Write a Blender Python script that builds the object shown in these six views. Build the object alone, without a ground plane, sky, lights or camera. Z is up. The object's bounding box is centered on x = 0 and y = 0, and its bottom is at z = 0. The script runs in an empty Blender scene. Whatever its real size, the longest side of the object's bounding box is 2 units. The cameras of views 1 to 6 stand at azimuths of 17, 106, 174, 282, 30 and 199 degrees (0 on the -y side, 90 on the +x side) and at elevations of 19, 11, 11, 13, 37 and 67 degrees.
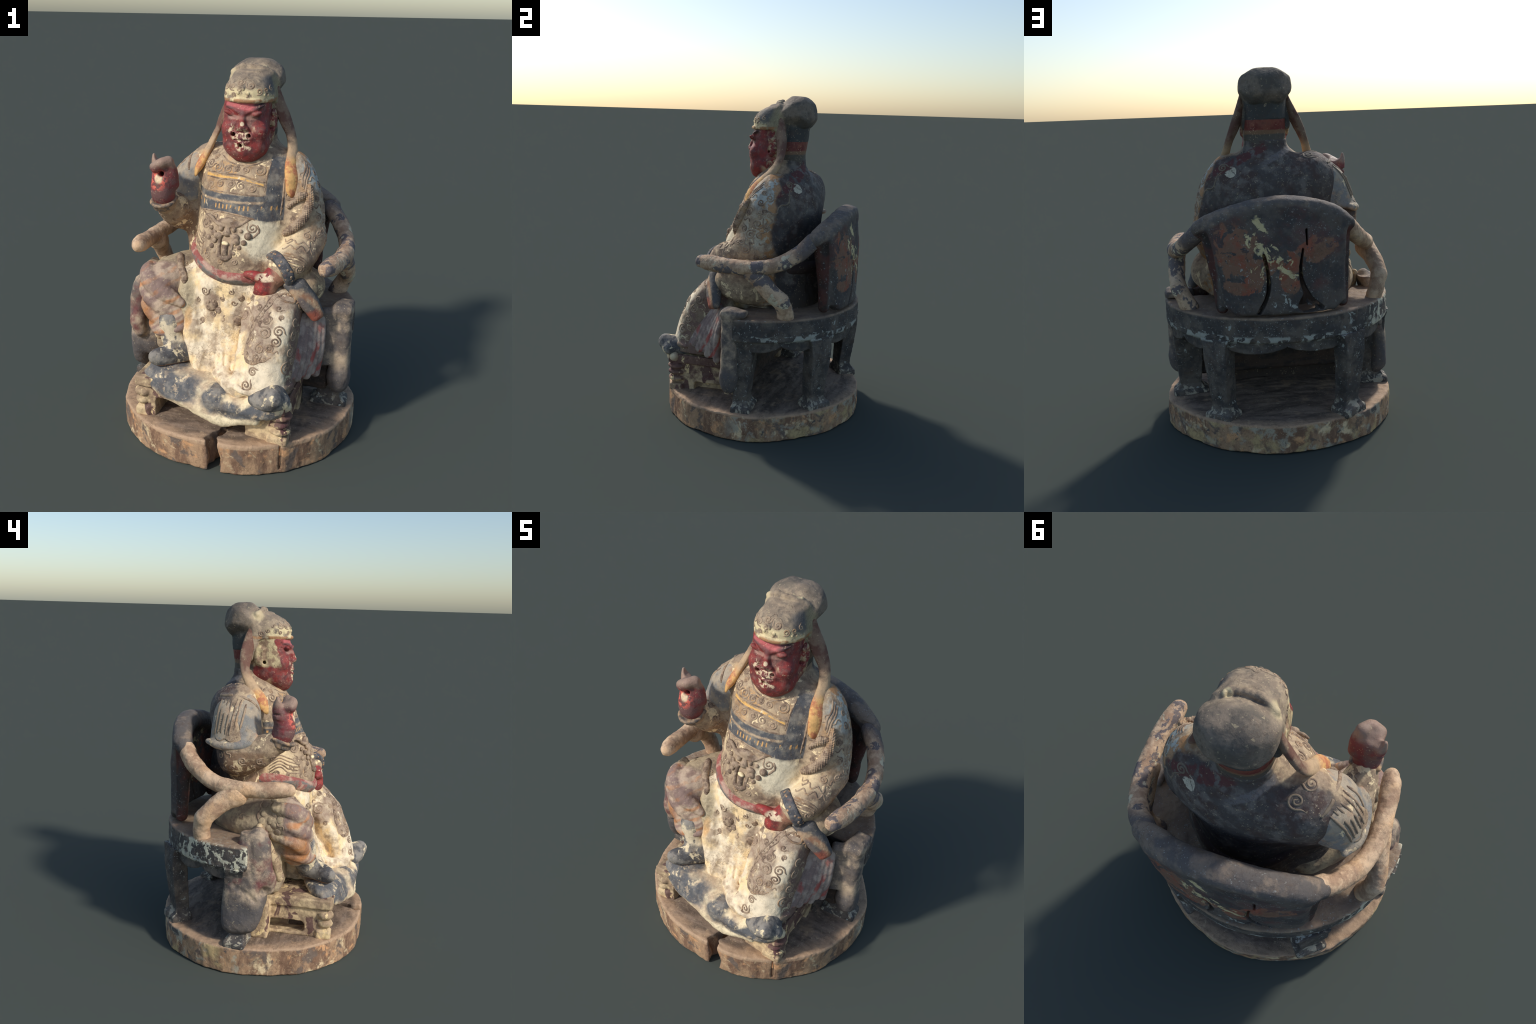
"""Weathered painted wood carving: a red-faced seated deity in a round-backed
chair, one foot on a footstool, all standing on a cracked round wooden base.
Bodies are sculpted as signed distance fields (smooth unions of lofts, tapered
tubes and ellipsoids) and meshed here; ornament is laid on as raised cords."""
import bpy, math, random
import numpy as np
from mathutils import Vector
from mathutils.bvhtree import BVHTree

random.seed(7)
RNG = np.random.default_rng(7)
STEP = 0.005          # sculpting resolution in metres

# ------------------------------------------------------------------ field ---
class Field:
    """A block of clay: distance samples in a box; shapes are added and cut."""
    def __init__(self, lo, hi, step=None):
        self.h = step or STEP
        self.lo = np.array(lo, float) - 3 * self.h
        n = np.ceil((np.array(hi, float) + 3 * self.h - self.lo) / self.h).astype(int) + 1
        self.ax = [(self.lo[i] + self.h * np.arange(n[i])).astype(np.float32) for i in range(3)]
        self.F = np.full(n, 1.0, np.float32)

    def _box(self, shape, pad):
        lo, hi = shape.lo - pad, shape.hi + pad
        sl = []
        for i in range(3):
            a = int(np.clip(np.searchsorted(self.ax[i], lo[i]), 0, len(self.ax[i])))
            b = int(np.clip(np.searchsorted(self.ax[i], hi[i]), 0, len(self.ax[i])))
            if b <= a:
                return None
            sl.append(slice(a, b))
        X, Y, Z = np.meshgrid(*[self.ax[i][sl[i]] for i in range(3)], indexing="ij", sparse=True)
        return tuple(sl), X, Y, Z

    def add(self, shape, k=0.02):
        got = self._box(shape, k + 3 * self.h)
        if got:
            sl, X, Y, Z = got
            d = shape(X, Y, Z).astype(np.float32)
            f = self.F[sl]
            if k > 0:
                m = np.maximum(k - np.abs(f - d), 0) / k
                self.F[sl] = np.minimum(f, d) - m * m * k * 0.25
            else:
                self.F[sl] = np.minimum(f, d)
        return self

    def cut(self, shape, k=0.008):
        got = self._box(shape, k + 3 * self.h)
        if got:
            sl, X, Y, Z = got
            d = -shape(X, Y, Z).astype(np.float32)
            f = self.F[sl]
            m = np.maximum(k - np.abs(f - d), 0) / max(k, 1e-6)
            self.F[sl] = np.maximum(f, d) + m * m * k * 0.25
        return self

    def clip(self, fn, k=0.006):
        """keep only where fn(X,Y,Z) < 0"""
        X, Y, Z = np.meshgrid(*self.ax, indexing="ij", sparse=True)
        d = fn(X, Y, Z).astype(np.float32)
        m = np.maximum(k - np.abs(self.F - d), 0) / k
        self.F = np.maximum(self.F, d) + m * m * k * 0.25
        return self

    def mesh_arrays(self):
        F, h = self.F, self.h
        F = F.copy()
        for a in (0, -1):
            F[a], F[:, a], F[:, :, a] = 1, 1, 1
        S = F < 0
        n = np.array(F.shape)
        cnt = np.zeros(n - 1, np.int8)
        for i in (0, 1):
            for j in (0, 1):
                for k in (0, 1):
                    cnt += S[i:n[0]-1+i, j:n[1]-1+j, k:n[2]-1+k]
        I, J, K = np.nonzero((cnt > 0) & (cnt < 8))
        idx = np.full(n - 1, -1, np.int64)
        idx[I, J, K] = np.arange(len(I))
        pos = np.zeros((len(I), 3)); num = np.zeros(len(I))
        corners = [(i, j, k) for i in (0, 1) for j in (0, 1) for k in (0, 1)]
        vals = {c: F[I + c[0], J + c[1], K + c[2]].astype(float) for c in corners}
        for c in corners:
            for ax in range(3):
                if c[ax] == 0:
                    d = list(c); d[ax] = 1; d = tuple(d)
                    va, vb = vals[c], vals[d]
                    hit = (va < 0) != (vb < 0)
                    t = np.where(hit, va / np.where(hit, va - vb, 1), 0)
                    p = np.array(c, float)[None, :].repeat(len(I), 0)
                    p[:, ax] += t
                    pos[hit] += p[hit]; num[hit] += 1
        pos = self.lo + (np.stack([I, J, K], 1) + pos / num[:, None]) * h
        quads = []
        for ax in range(3):
            sa = [slice(0, m) for m in n]; sb = [slice(0, m) for m in n]
            sa[ax] = slice(0, n[ax] - 1); sb[ax] = slice(1, n[ax])
            A, B = S[tuple(sa)], S[tuple(sb)]
            e = np.stack(np.nonzero(A != B), 1)
            u, v = (ax + 1) % 3, (ax + 2) % 3
            e = e[(e[:, u] > 0) & (e[:, v] > 0) & (e[:, u] < n[u] - 1) & (e[:, v] < n[v] - 1)]
            inside = S[e[:, 0], e[:, 1], e[:, 2]]
            def cell(du, dv):
                q = e.copy(); q[:, u] -= du; q[:, v] -= dv
                return idx[q[:, 0], q[:, 1], q[:, 2]]
            q = np.stack([cell(1, 1), cell(0, 1), cell(0, 0), cell(1, 0)], 1)
            q[~inside] = q[~inside][:, ::-1]
            quads.append(q)
        return pos, np.concatenate(quads)


class Shape:
    def __init__(self, fn, lo, hi):
        self.fn, self.lo, self.hi = fn, np.array(lo, float), np.array(hi, float)

    def __call__(self, X, Y, Z):
        d = self.fn(X, Y, Z)
        return np.broadcast_to(d, np.broadcast(X, Y, Z).shape)


def rot(rx=0, ry=0, rz=0):
    a, b, c = map(math.radians, (rx, ry, rz))
    Rx = np.array([[1, 0, 0], [0, math.cos(a), -math.sin(a)], [0, math.sin(a), math.cos(a)]])
    Ry = np.array([[math.cos(b), 0, math.sin(b)], [0, 1, 0], [-math.sin(b), 0, math.cos(b)]])
    Rz = np.array([[math.cos(c), -math.sin(c), 0], [math.sin(c), math.cos(c), 0], [0, 0, 1]])
    return Rz @ Ry @ Rx


def local(X, Y, Z, c, R):
    x, y, z = X - c[0], Y - c[1], Z - c[2]
    return [R[0, i] * x + R[1, i] * y + R[2, i] * z for i in range(3)]


def ball(c, r, turn=(0, 0, 0)):
    """ellipsoid; r is one radius or three"""
    r = (r, r, r) if np.isscalar(r) else r
    R = rot(*turn)
    m = max(r)
    def fn(X, Y, Z):
        x, y, z = local(X, Y, Z, c, R)
        q = np.sqrt((x / r[0]) ** 2 + (y / r[1]) ** 2 + (z / r[2]) ** 2)
        g = np.sqrt((x / r[0] ** 2) ** 2 + (y / r[1] ** 2) ** 2 + (z / r[2] ** 2) ** 2)
        return np.where(q < 1e-4, -min(r), q * (q - 1) / np.maximum(g, 1e-6))
    return Shape(fn, np.array(c) - m, np.array(c) + m)


def block(c, half, r=0.01, turn=(0, 0, 0)):
    """box with rounded edges"""
    R = rot(*turn)
    hs = np.array(half) - r
    def fn(X, Y, Z):
        x, y, z = local(X, Y, Z, c, R)
        qx, qy, qz = np.abs(x) - hs[0], np.abs(y) - hs[1], np.abs(z) - hs[2]
        return (np.sqrt(np.maximum(qx, 0) ** 2 + np.maximum(qy, 0) ** 2 + np.maximum(qz, 0) ** 2)
                + np.minimum(np.maximum(qx, np.maximum(qy, qz)), 0) - r)
    m = float(np.linalg.norm(half))
    return Shape(fn, np.array(c) - m, np.array(c) + m)


def curve(points, n=6):
    """smooth (Catmull-Rom) path; every column of the points is interpolated"""
    P = np.array(points, float)
    P = np.vstack([2 * P[0] - P[1], P, 2 * P[-1] - P[-2]])
    out = []
    for i in range(1, len(P) - 2):
        a, b, c, d = P[i - 1:i + 3]
        for t in np.linspace(0, 1, n, endpoint=False):
            out.append(0.5 * (2 * b + (c - a) * t + (2 * a - 5 * b + 4 * c - d) * t * t + (3 * b - a - 3 * c + d) * t ** 3))
    out.append(P[-2])
    return np.array(out)


def tube(points, n=5, flat=None, squash=1.0):
    """rounded tube through (x, y, z, radius); flat = direction that is squashed"""
    C = curve(points, n) if len(points) > 2 else np.array(points, float)
    if flat is not None:
        f = np.array(flat, float); f /= np.linalg.norm(f)
    def fn(X, Y, Z):
        best = None
        for a, b in zip(C[:-1], C[1:]):
            ab = b[:3] - a[:3]
            L = float(ab @ ab) + 1e-12
            px, py, pz = X - a[0], Y - a[1], Z - a[2]
            t = np.clip((px * ab[0] + py * ab[1] + pz * ab[2]) / L, 0, 1)
            dx, dy, dz = px - t * ab[0], py - t * ab[1], pz - t * ab[2]
            if flat is not None:
                w = (dx * f[0] + dy * f[1] + dz * f[2]) * (1 / squash - 1)
                dx, dy, dz = dx + w * f[0], dy + w * f[1], dz + w * f[2]
            d = np.sqrt(dx * dx + dy * dy + dz * dz) - (a[3] + t * (b[3] - a[3]))
            best = d if best is None else np.minimum(best, d)
        return best * (1.0 if flat is None else squash ** 0.5)
    r = C[:, 3:4].max() * max(1.0, squash)
    return Shape(fn, C[:, :3].min(0) - r, C[:, :3].max(0) + r)


def loft(sections, power=2.0, axis=2):
    """stack of superellipses: (level, centre a, centre b, half a, half b)"""
    S = np.array(sections, float)
    S = S[np.argsort(S[:, 0])]
    fine = curve(S, 6)
    fine = fine[np.argsort(fine[:, 0])]
    oth = [i for i in range(3) if i != axis]
    def fn(X, Y, Z):
        P = (X, Y, Z)
        w = P[axis]
        ca, cb, ra, rb = [np.interp(w, fine[:, 0], fine[:, i]).astype(np.float32) for i in (1, 2, 3, 4)]
        ra, rb = np.maximum(ra, 1e-3), np.maximum(rb, 1e-3)
        a, b = np.abs(P[oth[0]] - ca) / ra, np.abs(P[oth[1]] - cb) / rb
        q = (a ** power + b ** power) ** (1 / power)
        g = np.sqrt((a / ra) ** 2 + (b / rb) ** 2) / np.maximum(q, 1e-4)
        side = np.where(q < 0.05, -np.minimum(ra, rb), (q - 1) / np.maximum(g, 1 / np.maximum(ra, rb)))
        caps = np.maximum(S[0, 0] - w, w - S[-1, 0])
        return np.maximum(side, caps)
    lo, hi = np.zeros(3), np.zeros(3)
    lo[axis], hi[axis] = S[0, 0], S[-1, 0]
    lo[oth[0]], hi[oth[0]] = (fine[:, 1] - fine[:, 3]).min(), (fine[:, 1] + fine[:, 3]).max()
    lo[oth[1]], hi[oth[1]] = (fine[:, 2] - fine[:, 4]).min(), (fine[:, 2] + fine[:, 4]).max()
    return Shape(fn, lo, hi)


# ------------------------------------------------------------------ noise ---
def _hash(i, j, k):
    n = (i * 374761393 + j * 668265263 + k * 2147483647 + 1013904223) & 0xFFFFFFFF
    n = ((n ^ (n >> 13)) * 1274126177) & 0xFFFFFFFF
    return ((n ^ (n >> 16)) & 0xFFFF) / 32767.5 - 1.0


def noise(P, scale, octaves=2, seed=0):
    out, amp, tot = 0, 1.0, 0
    for o in range(octaves):
        Q = P * scale * 2 ** o + 17.3 * (seed + o + 1)
        b = np.floor(Q).astype(np.int64)
        f = Q - b
        f = f * f * (3 - 2 * f)
        v = 0
        for i in (0, 1):
            for j in (0, 1):
                for k in (0, 1):
                    w = (f[:, 0] if i else 1 - f[:, 0]) * (f[:, 1] if j else 1 - f[:, 1]) * (f[:, 2] if k else 1 - f[:, 2])
                    v = v + w * _hash(b[:, 0] + i, b[:, 1] + j, b[:, 2] + k)
        out = out + amp * v; tot += amp; amp *= 0.5
    return out / tot


# ---------------------------------------------------------------- objects ---
def link(o, parent=None):
    bpy.context.scene.collection.objects.link(o)
    if parent is not None:
        o.parent = parent
    return o


def raw_mesh(name, V, Q):
    me = bpy.data.meshes.new(name)
    V = np.ascontiguousarray(V, np.float32)
    me.vertices.add(len(V)); me.vertices.foreach_set("co", V.ravel())
    k = Q.shape[1]
    me.loops.add(len(Q) * k); me.loops.foreach_set("vertex_index", np.ascontiguousarray(Q, np.int32).ravel())
    me.polygons.add(len(Q)); me.polygons.foreach_set("loop_start", np.arange(0, len(Q) * k, k, dtype=np.int32))
    me.update(calc_edges=True)
    me.polygons.foreach_set("use_smooth", np.ones(len(Q), bool))
    return me


def vertex_normals(me):
    n = np.empty(len(me.vertices) * 3, np.float32)
    me.vertex_normals.foreach_get("vector", n)
    return n.reshape(-1, 3)


def worn(V, N, rough):
    """carving and wear: long shallow lumps plus fine pitting"""
    a = rough * (0.6 * noise(V, 22, 2, 3) + 0.4 * noise(V, 75, 2, 5))
    return V + N * a[:, None]


SOLID = {}          # name -> list of (V, Q) kept for laying ornament on


def finish(name, field, material, parent=None, rough=0.003, warp=None):
    V, Q = field.mesh_arrays()
    me = raw_mesh(name, V, Q)
    N = vertex_normals(me)
    if warp is not None:
        V = V + N * warp(V, N)[:, None]
    V = worn(V, N, rough)
    bpy.data.meshes.remove(me)
    me = raw_mesh(name, V, Q)
    me.materials.append(material)
    o = link(bpy.data.objects.new(name, me), parent)
    SOLID.setdefault(name, []).append((V, Q))
    return o


def finish_split(field, regions, parent, rough=0.003, warp=None):
    """one smooth surface cut into named parts whose border vertices coincide
    regions: list of (name, material, test(centres) -> bool); last one takes the rest"""
    V, Q = field.mesh_arrays()
    me = raw_mesh("whole", V, Q)
    N = vertex_normals(me)
    if warp is not None:
        V = V + N * warp(V, N)[:, None]
    V = worn(V, N, rough)
    bpy.data.meshes.remove(me)
    me = raw_mesh("whole", V, Q)
    N = vertex_normals(me).copy()
    bpy.data.meshes.remove(me)
    C = V[Q].mean(1)
    free = np.ones(len(Q), bool)
    made = []
    for name, material, test in regions:
        pick = free & (test(C) if test else True)
        free &= ~pick
        used = np.unique(Q[pick])
        new = np.full(len(V), -1); new[used] = np.arange(len(used))
        pm = raw_mesh(name, V[used], new[Q[pick]])
        pm.normals_split_custom_set_from_vertices(N[used].tolist())
        pm.materials.append(material)
        o = link(bpy.data.objects.new(name, pm), parent)
        SOLID.setdefault(name, []).append((V[used], new[Q[pick]]))
        made.append(o)
    return made


# ------------------------------------------------------------- materials ----
class Ex:
    """arithmetic on shader sockets"""
    nt = None
    def __init__(self, s): self.s = s
    @staticmethod
    def put(sock, v):
        v = v.s if isinstance(v, Ex) else v
        if isinstance(v, (int, float)): sock.default_value = v
        elif isinstance(v, tuple): sock.default_value = v if len(v) == len(sock.default_value) else (*v, 1.0)
        else: Ex.nt.links.new(v, sock)
    @staticmethod
    def op(kind, *a, clamp=False):
        n = Ex.nt.nodes.new("ShaderNodeMath"); n.operation = kind; n.use_clamp = clamp
        for i, v in enumerate(a): Ex.put(n.inputs[i], v)
        return Ex(n.outputs[0])
    def __add__(a, b): return Ex.op("ADD", a, b)
    __radd__ = __add__
    def __sub__(a, b): return Ex.op("SUBTRACT", a, b)
    def __rsub__(a, b): return Ex.op("SUBTRACT", b, a)
    def __mul__(a, b): return Ex.op("MULTIPLY", a, b)
    __rmul__ = __mul__
    def __truediv__(a, b): return Ex.op("DIVIDE", a, b)


def lo_of(*a):
    r = a[0]
    for b in a[1:]: r = Ex.op("MINIMUM", r, b)
    return r


def hi_of(*a):
    r = a[0]
    for b in a[1:]: r = Ex.op("MAXIMUM", r, b)
    return r


def ramp(v, a, b):
    """0 below a, 1 above b (a may exceed b), smooth between"""
    n = Ex.nt.nodes.new("ShaderNodeMapRange"); n.interpolation_type = "SMOOTHSTEP"
    Ex.put(n.inputs["Value"], v)
    if a <= b:
        n.inputs["From Min"].default_value, n.inputs["From Max"].default_value = a, b
    else:
        n.inputs["From Min"].default_value, n.inputs["From Max"].default_value = b, a
        n.inputs["To Min"].default_value, n.inputs["To Max"].default_value = 1, 0
    return Ex(n.outputs[0])


def band(v, a, b, soft=0.004):
    return ramp(v, a - soft, a + soft) * ramp(v, b + soft, b - soft)


class Place:
    """object coordinates of the surface being shaded"""
    def __init__(self):
        nt = Ex.nt
        self.p = nt.nodes.new("ShaderNodeTexCoord").outputs["Object"]
        s = nt.nodes.new("ShaderNodeSeparateXYZ"); nt.links.new(self.p, s.inputs[0])
        self.x, self.y, self.z = (Ex(o) for o in s.outputs)
    def warp(self, amount=0.01, scale=25):
        n = Ex.nt.nodes.new("ShaderNodeTexNoise"); n.inputs["Scale"].default_value = scale; n.inputs["Detail"].default_value = 4
        Ex.nt.links.new(self.p, n.inputs["Vector"])
        return (Ex(n.outputs[0]) - 0.5) * (2 * amount)
    def noise(self, scale, detail=5, rough=0.6, seed=0.0, stretch=None, distort=0.0):
        nt = Ex.nt
        m = nt.nodes.new("ShaderNodeMapping"); nt.links.new(self.p, m.inputs[0])
        m.inputs["Location"].default_value = (seed * 3.7, seed * 1.9, seed * 5.3)
        if stretch: m.inputs["Scale"].default_value = stretch
        n = nt.nodes.new("ShaderNodeTexNoise")
        n.inputs["Scale"].default_value, n.inputs["Detail"].default_value = scale, detail
        n.inputs["Roughness"].default_value, n.inputs["Distortion"].default_value = rough, distort
        nt.links.new(m.outputs[0], n.inputs["Vector"])
        return Ex(n.outputs[0])
    def specks(self, scale, size=0.25, seed=0.0):
        nt = Ex.nt
        m = nt.nodes.new("ShaderNodeMapping"); nt.links.new(self.p, m.inputs[0])
        m.inputs["Location"].default_value = (seed, seed * 2, seed * 3)
        v = nt.nodes.new("ShaderNodeTexVoronoi"); v.inputs["Scale"].default_value = scale
        nt.links.new(m.outputs[0], v.inputs["Vector"])
        return ramp(Ex(v.outputs["Distance"]), size, size * 0.6)
    def near(self, c, r, soft=0.3, squash=(1, 1, 1), ragged=0.25):
        """1 inside an ellipsoid around c, with a ragged edge"""
        q = Ex.op("SQRT", ((self.x - c[0]) / (r * squash[0])) * ((self.x - c[0]) / (r * squash[0]))
                  + ((self.y - c[1]) / (r * squash[1])) * ((self.y - c[1]) / (r * squash[1]))
                  + ((self.z - c[2]) / (r * squash[2])) * ((self.z - c[2]) / (r * squash[2])))
        return ramp(q + self.warp(ragged, 30 if ragged < 0.4 else 13), 1 + soft / 2, 1 - soft / 2)


def over(base, colour, mask):
    n = Ex.nt.nodes.new("ShaderNodeMix"); n.data_type = "RGBA"
    Ex.put(n.inputs["Factor"], mask)
    Ex.put(n.inputs["A"], base); Ex.put(n.inputs["B"], colour)
    return Ex(n.outputs["Result"])


def srgb(r, g, b):
    f = lambda c: c / 12.92 if c <= 0.04045 else ((c + 0.055) / 1.055) ** 2.4
    return tuple(f(c / 255) for c in (r, g, b))
# --------------------------------------------------------------- palette ----
CREAM, WARM, TAUPE, SLATE = srgb(226, 208, 172), srgb(228, 200, 140), srgb(150, 132, 114), srgb(76, 78, 84)
INK, MAROON, RED, PINK = srgb(52, 52, 58), srgb(98, 56, 60), srgb(134, 44, 44), srgb(186, 92, 100)
OCHRE, RUST, PALE, SKY = srgb(206, 158, 92), srgb(150, 92, 66), srgb(204, 200, 184), srgb(156, 164, 166)
EARTH, UMBER, BONE = srgb(132, 114, 100), srgb(92, 76, 66), srgb(206, 194, 158)


def flakes(P, col, colour, cover, scale, seed, edge=0.02, where=None, detail=6):
    """patches with a crisp edge where paint has come off or stayed on; cover 0..1"""
    t = 0.5 + (0.5 - cover) * 0.42
    m = ramp(P.noise(scale, detail, 0.62, seed, distort=0.4), t - edge / 2, t + edge / 2)
    return over(col, colour, m if where is None else m * where)


def stain(P, col, colour, cover, scale, seed, strength=1.0, where=None):
    t = 0.5 + (0.5 - cover) * 0.42
    m = ramp(P.noise(scale, 5, 0.6, seed), t - 0.10, t + 0.10) * strength
    return over(col, colour, m if where is None else m * where)


def painted(name, recipe, rough=0.78, chips=BONE, chip=0.28, bump=0.45, gain=1.14):
    m = bpy.data.materials.new(name); m.use_nodes = True
    nt = m.node_tree; Ex.nt = nt
    b = nt.nodes["Principled BSDF"]
    P = Place()
    col = recipe(P)
    # grime and pale pinhead chips common to the whole carving
    col = over(col, UMBER, ramp(P.noise(13, 7, 0.72, 3.1), 0.48, 0.74) * 0.50)
    col = over(col, srgb(70, 56, 48), band(P.noise(17, 7, 0.68, 12.3), 0.494, 0.506, 0.005) * ramp(P.noise(5, 2, 0.5, 13.1), 0.46, 0.60) * 0.65)
    col = over(col, INK, ramp(P.noise(46, 5, 0.7, 8.2), 0.60, 0.72) * 0.30)
    col = over(col, chips, P.specks(75, 0.20, 2.3) * ramp(P.noise(9, 3, 0.5, 6.4), 0.48, 0.62) * (chip * 1.6))
    col = over(col, chips, ramp(P.noise(60, 4, 0.6, 11.7), 0.64, 0.67) * chip)
    fine = P.noise(160, 3, 0.6, 1.2)
    hsv = nt.nodes.new("ShaderNodeHueSaturation")
    Ex.put(hsv.inputs["Color"], col)
    Ex.put(hsv.inputs["Value"], gain * (0.86 + fine * 0.28))
    hsv.inputs["Saturation"].default_value = 0.94
    tint = nt.nodes.new("ShaderNodeMix"); tint.data_type = "RGBA"; tint.blend_type = "MULTIPLY"
    tint.inputs["Factor"].default_value = 1.0
    nt.links.new(hsv.outputs[0], tint.inputs["A"]); tint.inputs["B"].default_value = (1.07, 1.0, 0.885, 1)   # warm tint on every colour, offsetting blue skylight
    nt.links.new(tint.outputs["Result"], b.inputs["Base Color"])
    Ex.put(b.inputs["Roughness"], rough + (P.noise(20, 3, 0.5, 4.4) - 0.5) * 0.25)
    b.inputs["Specular IOR Level"].default_value = 0.35
    bm = nt.nodes.new("ShaderNodeBump")
    bm.inputs["Strength"].default_value, bm.inputs["Distance"].default_value = bump, 0.006
    Ex.put(bm.inputs["Height"], P.noise(38, 6, 0.65, 5.5) * 0.7 + fine * 0.3 + ramp(P.noise(24, 6, 0.62, 9.1), 0.52, 0.55) * 0.25)
    nt.links.new(bm.outputs[0], b.inputs["Normal"])
    return m


M = {}


def material(name, **kw):
    def wrap(fn):
        M[name] = painted(name, fn, **kw)
        return fn
    return wrap


@material("robe", gain=1.1)
def _(P):
    w = P.warp(0.02, 12); v = P.warp(0.006, 60)
    col = over(TAUPE, srgb(176, 158, 134), ramp(P.noise(18, 5, 0.65, 2), 0.42, 0.6))
    col = stain(P, col, srgb(112, 96, 84), 0.30, 24, 22, 0.7)
    front = ramp(P.y + w, 0.12, 0.04)
    col = flakes(P, col, CREAM, 0.26, 15, 1, where=front)
    col = stain(P, col, OCHRE, 0.20, 9, 4, 0.4, front)
    col = over(col, OCHRE, P.near((-0.06, -0.09, 1.45), 0.075, 0.8, (1.2, 1, 0.5)) * ramp(P.noise(40, 4, 0.6, 7), 0.46, 0.58) * 0.65)
    col = over(col, CREAM, P.near((-0.22, -0.12, 1.10), 0.09, 0.8) * 0.8)
    col = over(col, srgb(214, 206, 184), P.near((0.18, -0.20, 1.13), 0.115, 0.5, (1, 1, 0.9)))
    col = over(col, CREAM, P.near((0.30, -0.15, 1.12), 0.07, 0.9) * 0.7)
    col = over(col, srgb(176, 184, 184), P.near((0.37, 0.10, 1.43), 0.11, 0.7, (1, 1, 0.9)) * ramp(P.noise(16, 5, 0.6, 3), 0.36, 0.5))
    col = over(col, srgb(178, 174, 160), P.near((0.44, 0.06, 1.22), 0.10, 0.8) * ramp(P.noise(16, 5, 0.6, 5), 0.42, 0.52))
    # sleeve of the raised arm: bare brown below the guard
    low_arm = ramp(P.x + v, -0.24, -0.26) * ramp(P.z + w, 1.215, 1.195) * ramp(P.y, -0.08, -0.05)
    col = over(col, srgb(126, 100, 80), low_arm * 0.8)
    col = flakes(P, col, CREAM, 0.36, 26, 6, where=low_arm * ramp(P.z, 1.19, 1.13))
    # dark lacquer on the back, ochre along its edge
    rag = P.warp(0.06, 7)
    back = ramp(P.y + w * 1.6 + rag, 0.135, 0.165)
    edge = ramp(P.y + w * 1.6 + rag, 0.07, 0.10) * ramp(P.x, 0.2, 0.3)
    col = over(col, srgb(170, 120, 66), edge * ramp(P.noise(22, 5, 0.6, 8), 0.46, 0.52) * 0.8)
    dark = over(srgb(80, 77, 78), srgb(80, 66, 64), ramp(P.noise(7, 4, 0.6, 9), 0.46, 0.62))
    dark = stain(P, dark, srgb(120, 116, 114), 0.38, 18, 12, 0.75)
    dark = flakes(P, dark, srgb(136, 128, 118), 0.12, 40, 23, 0.04)
    dark = over(dark, INK, ramp(P.z + w, 1.36, 1.20) * ramp(P.noise(9, 4, 0.6, 14), 0.38, 0.55) * 0.7)
    col = over(col, dark, back)
    col = over(col, PALE, P.near((0.235, 0.235, 1.455), 0.032, 0.12, (1, 1, 1), 0.39) * ramp(P.noise(40, 5, 0.65, 24), 0.38, 0.44) * 0.85)
    sash = P.x * 0.44 + P.z * 0.90                                   # slanting seam over the back
    col = over(col, srgb(94, 54, 56), band(sash + v, 1.428, 1.468) * back * ramp(P.x, 0.02, 0.06) * ramp(P.noise(20, 4, 0.6, 16), 0.40, 0.50))
    col = over(col, srgb(120, 118, 122), band(sash + v, 1.36, 1.39) * back * ramp(P.x, 0.12, 0.02) * 0.7)
    # indigo yoke: a broad chest band and one shoulder strap
    chest = ramp(P.y, 0.05, 0.02) * ramp(P.x, 0.262, 0.255) * ramp(P.x, -0.232, -0.225)
    low = 1.250 - ramp(P.x, 0.04, 0.21) * 0.036 - ramp(P.x, -0.10, -0.22) * 0.02
    yoke = ramp(P.z + v - low, -0.004, 0.004) * ramp(P.z + v, 1.344, 1.334)
    slot = band(P.z + v, 1.300, 1.311, 0.004) * ramp(P.x, 0.168, 0.158)
    strap = band(P.x + v * 0.6, 0.170, 0.243, 0.004) * ramp(P.z, 1.20, 1.23) * ramp(P.z + w, 1.545, 1.515)
    blue = over(srgb(76, 80, 88), srgb(124, 122, 118), ramp(P.noise(20, 6, 0.65, 17), 0.44, 0.66))
    dash = ramp(Ex.op("SINE", P.x * 285.0 + w * 80), 0.35, 0.6) * band(P.z + v, 1.268, 1.290, 0.004)
    blue = over(blue, OCHRE, dash * ramp(P.noise(22, 3, 0.5, 18), 0.48, 0.54) * 0.9)
    blue = flakes(P, blue, srgb(186, 176, 156), 0.12, 22, 19)
    col = over(col, blue, hi_of(yoke * (1 - slot), strap) * chest)
    # gilt line across the upper chest
    col = over(col, srgb(214, 170, 96), band(P.z + v + ramp(P.x, 0.02, 0.16) * 0.026, 1.409, 1.424, 0.003) * band(P.x, -0.17, 0.155) * ramp(P.y, 0.0, -0.03) * ramp(P.noise(30, 4, 0.6, 20), 0.36, 0.44))
    return col


@material("guard")
def _(P):
    col = over(srgb(160, 150, 136), srgb(128, 130, 132), ramp(P.noise(10, 5, 0.6, 2), 0.44, 0.58))
    col = stain(P, col, srgb(176, 128, 92), 0.2, 12, 5, 0.6)
    return flakes(P, col, CREAM, 0.16, 18, 4)


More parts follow.
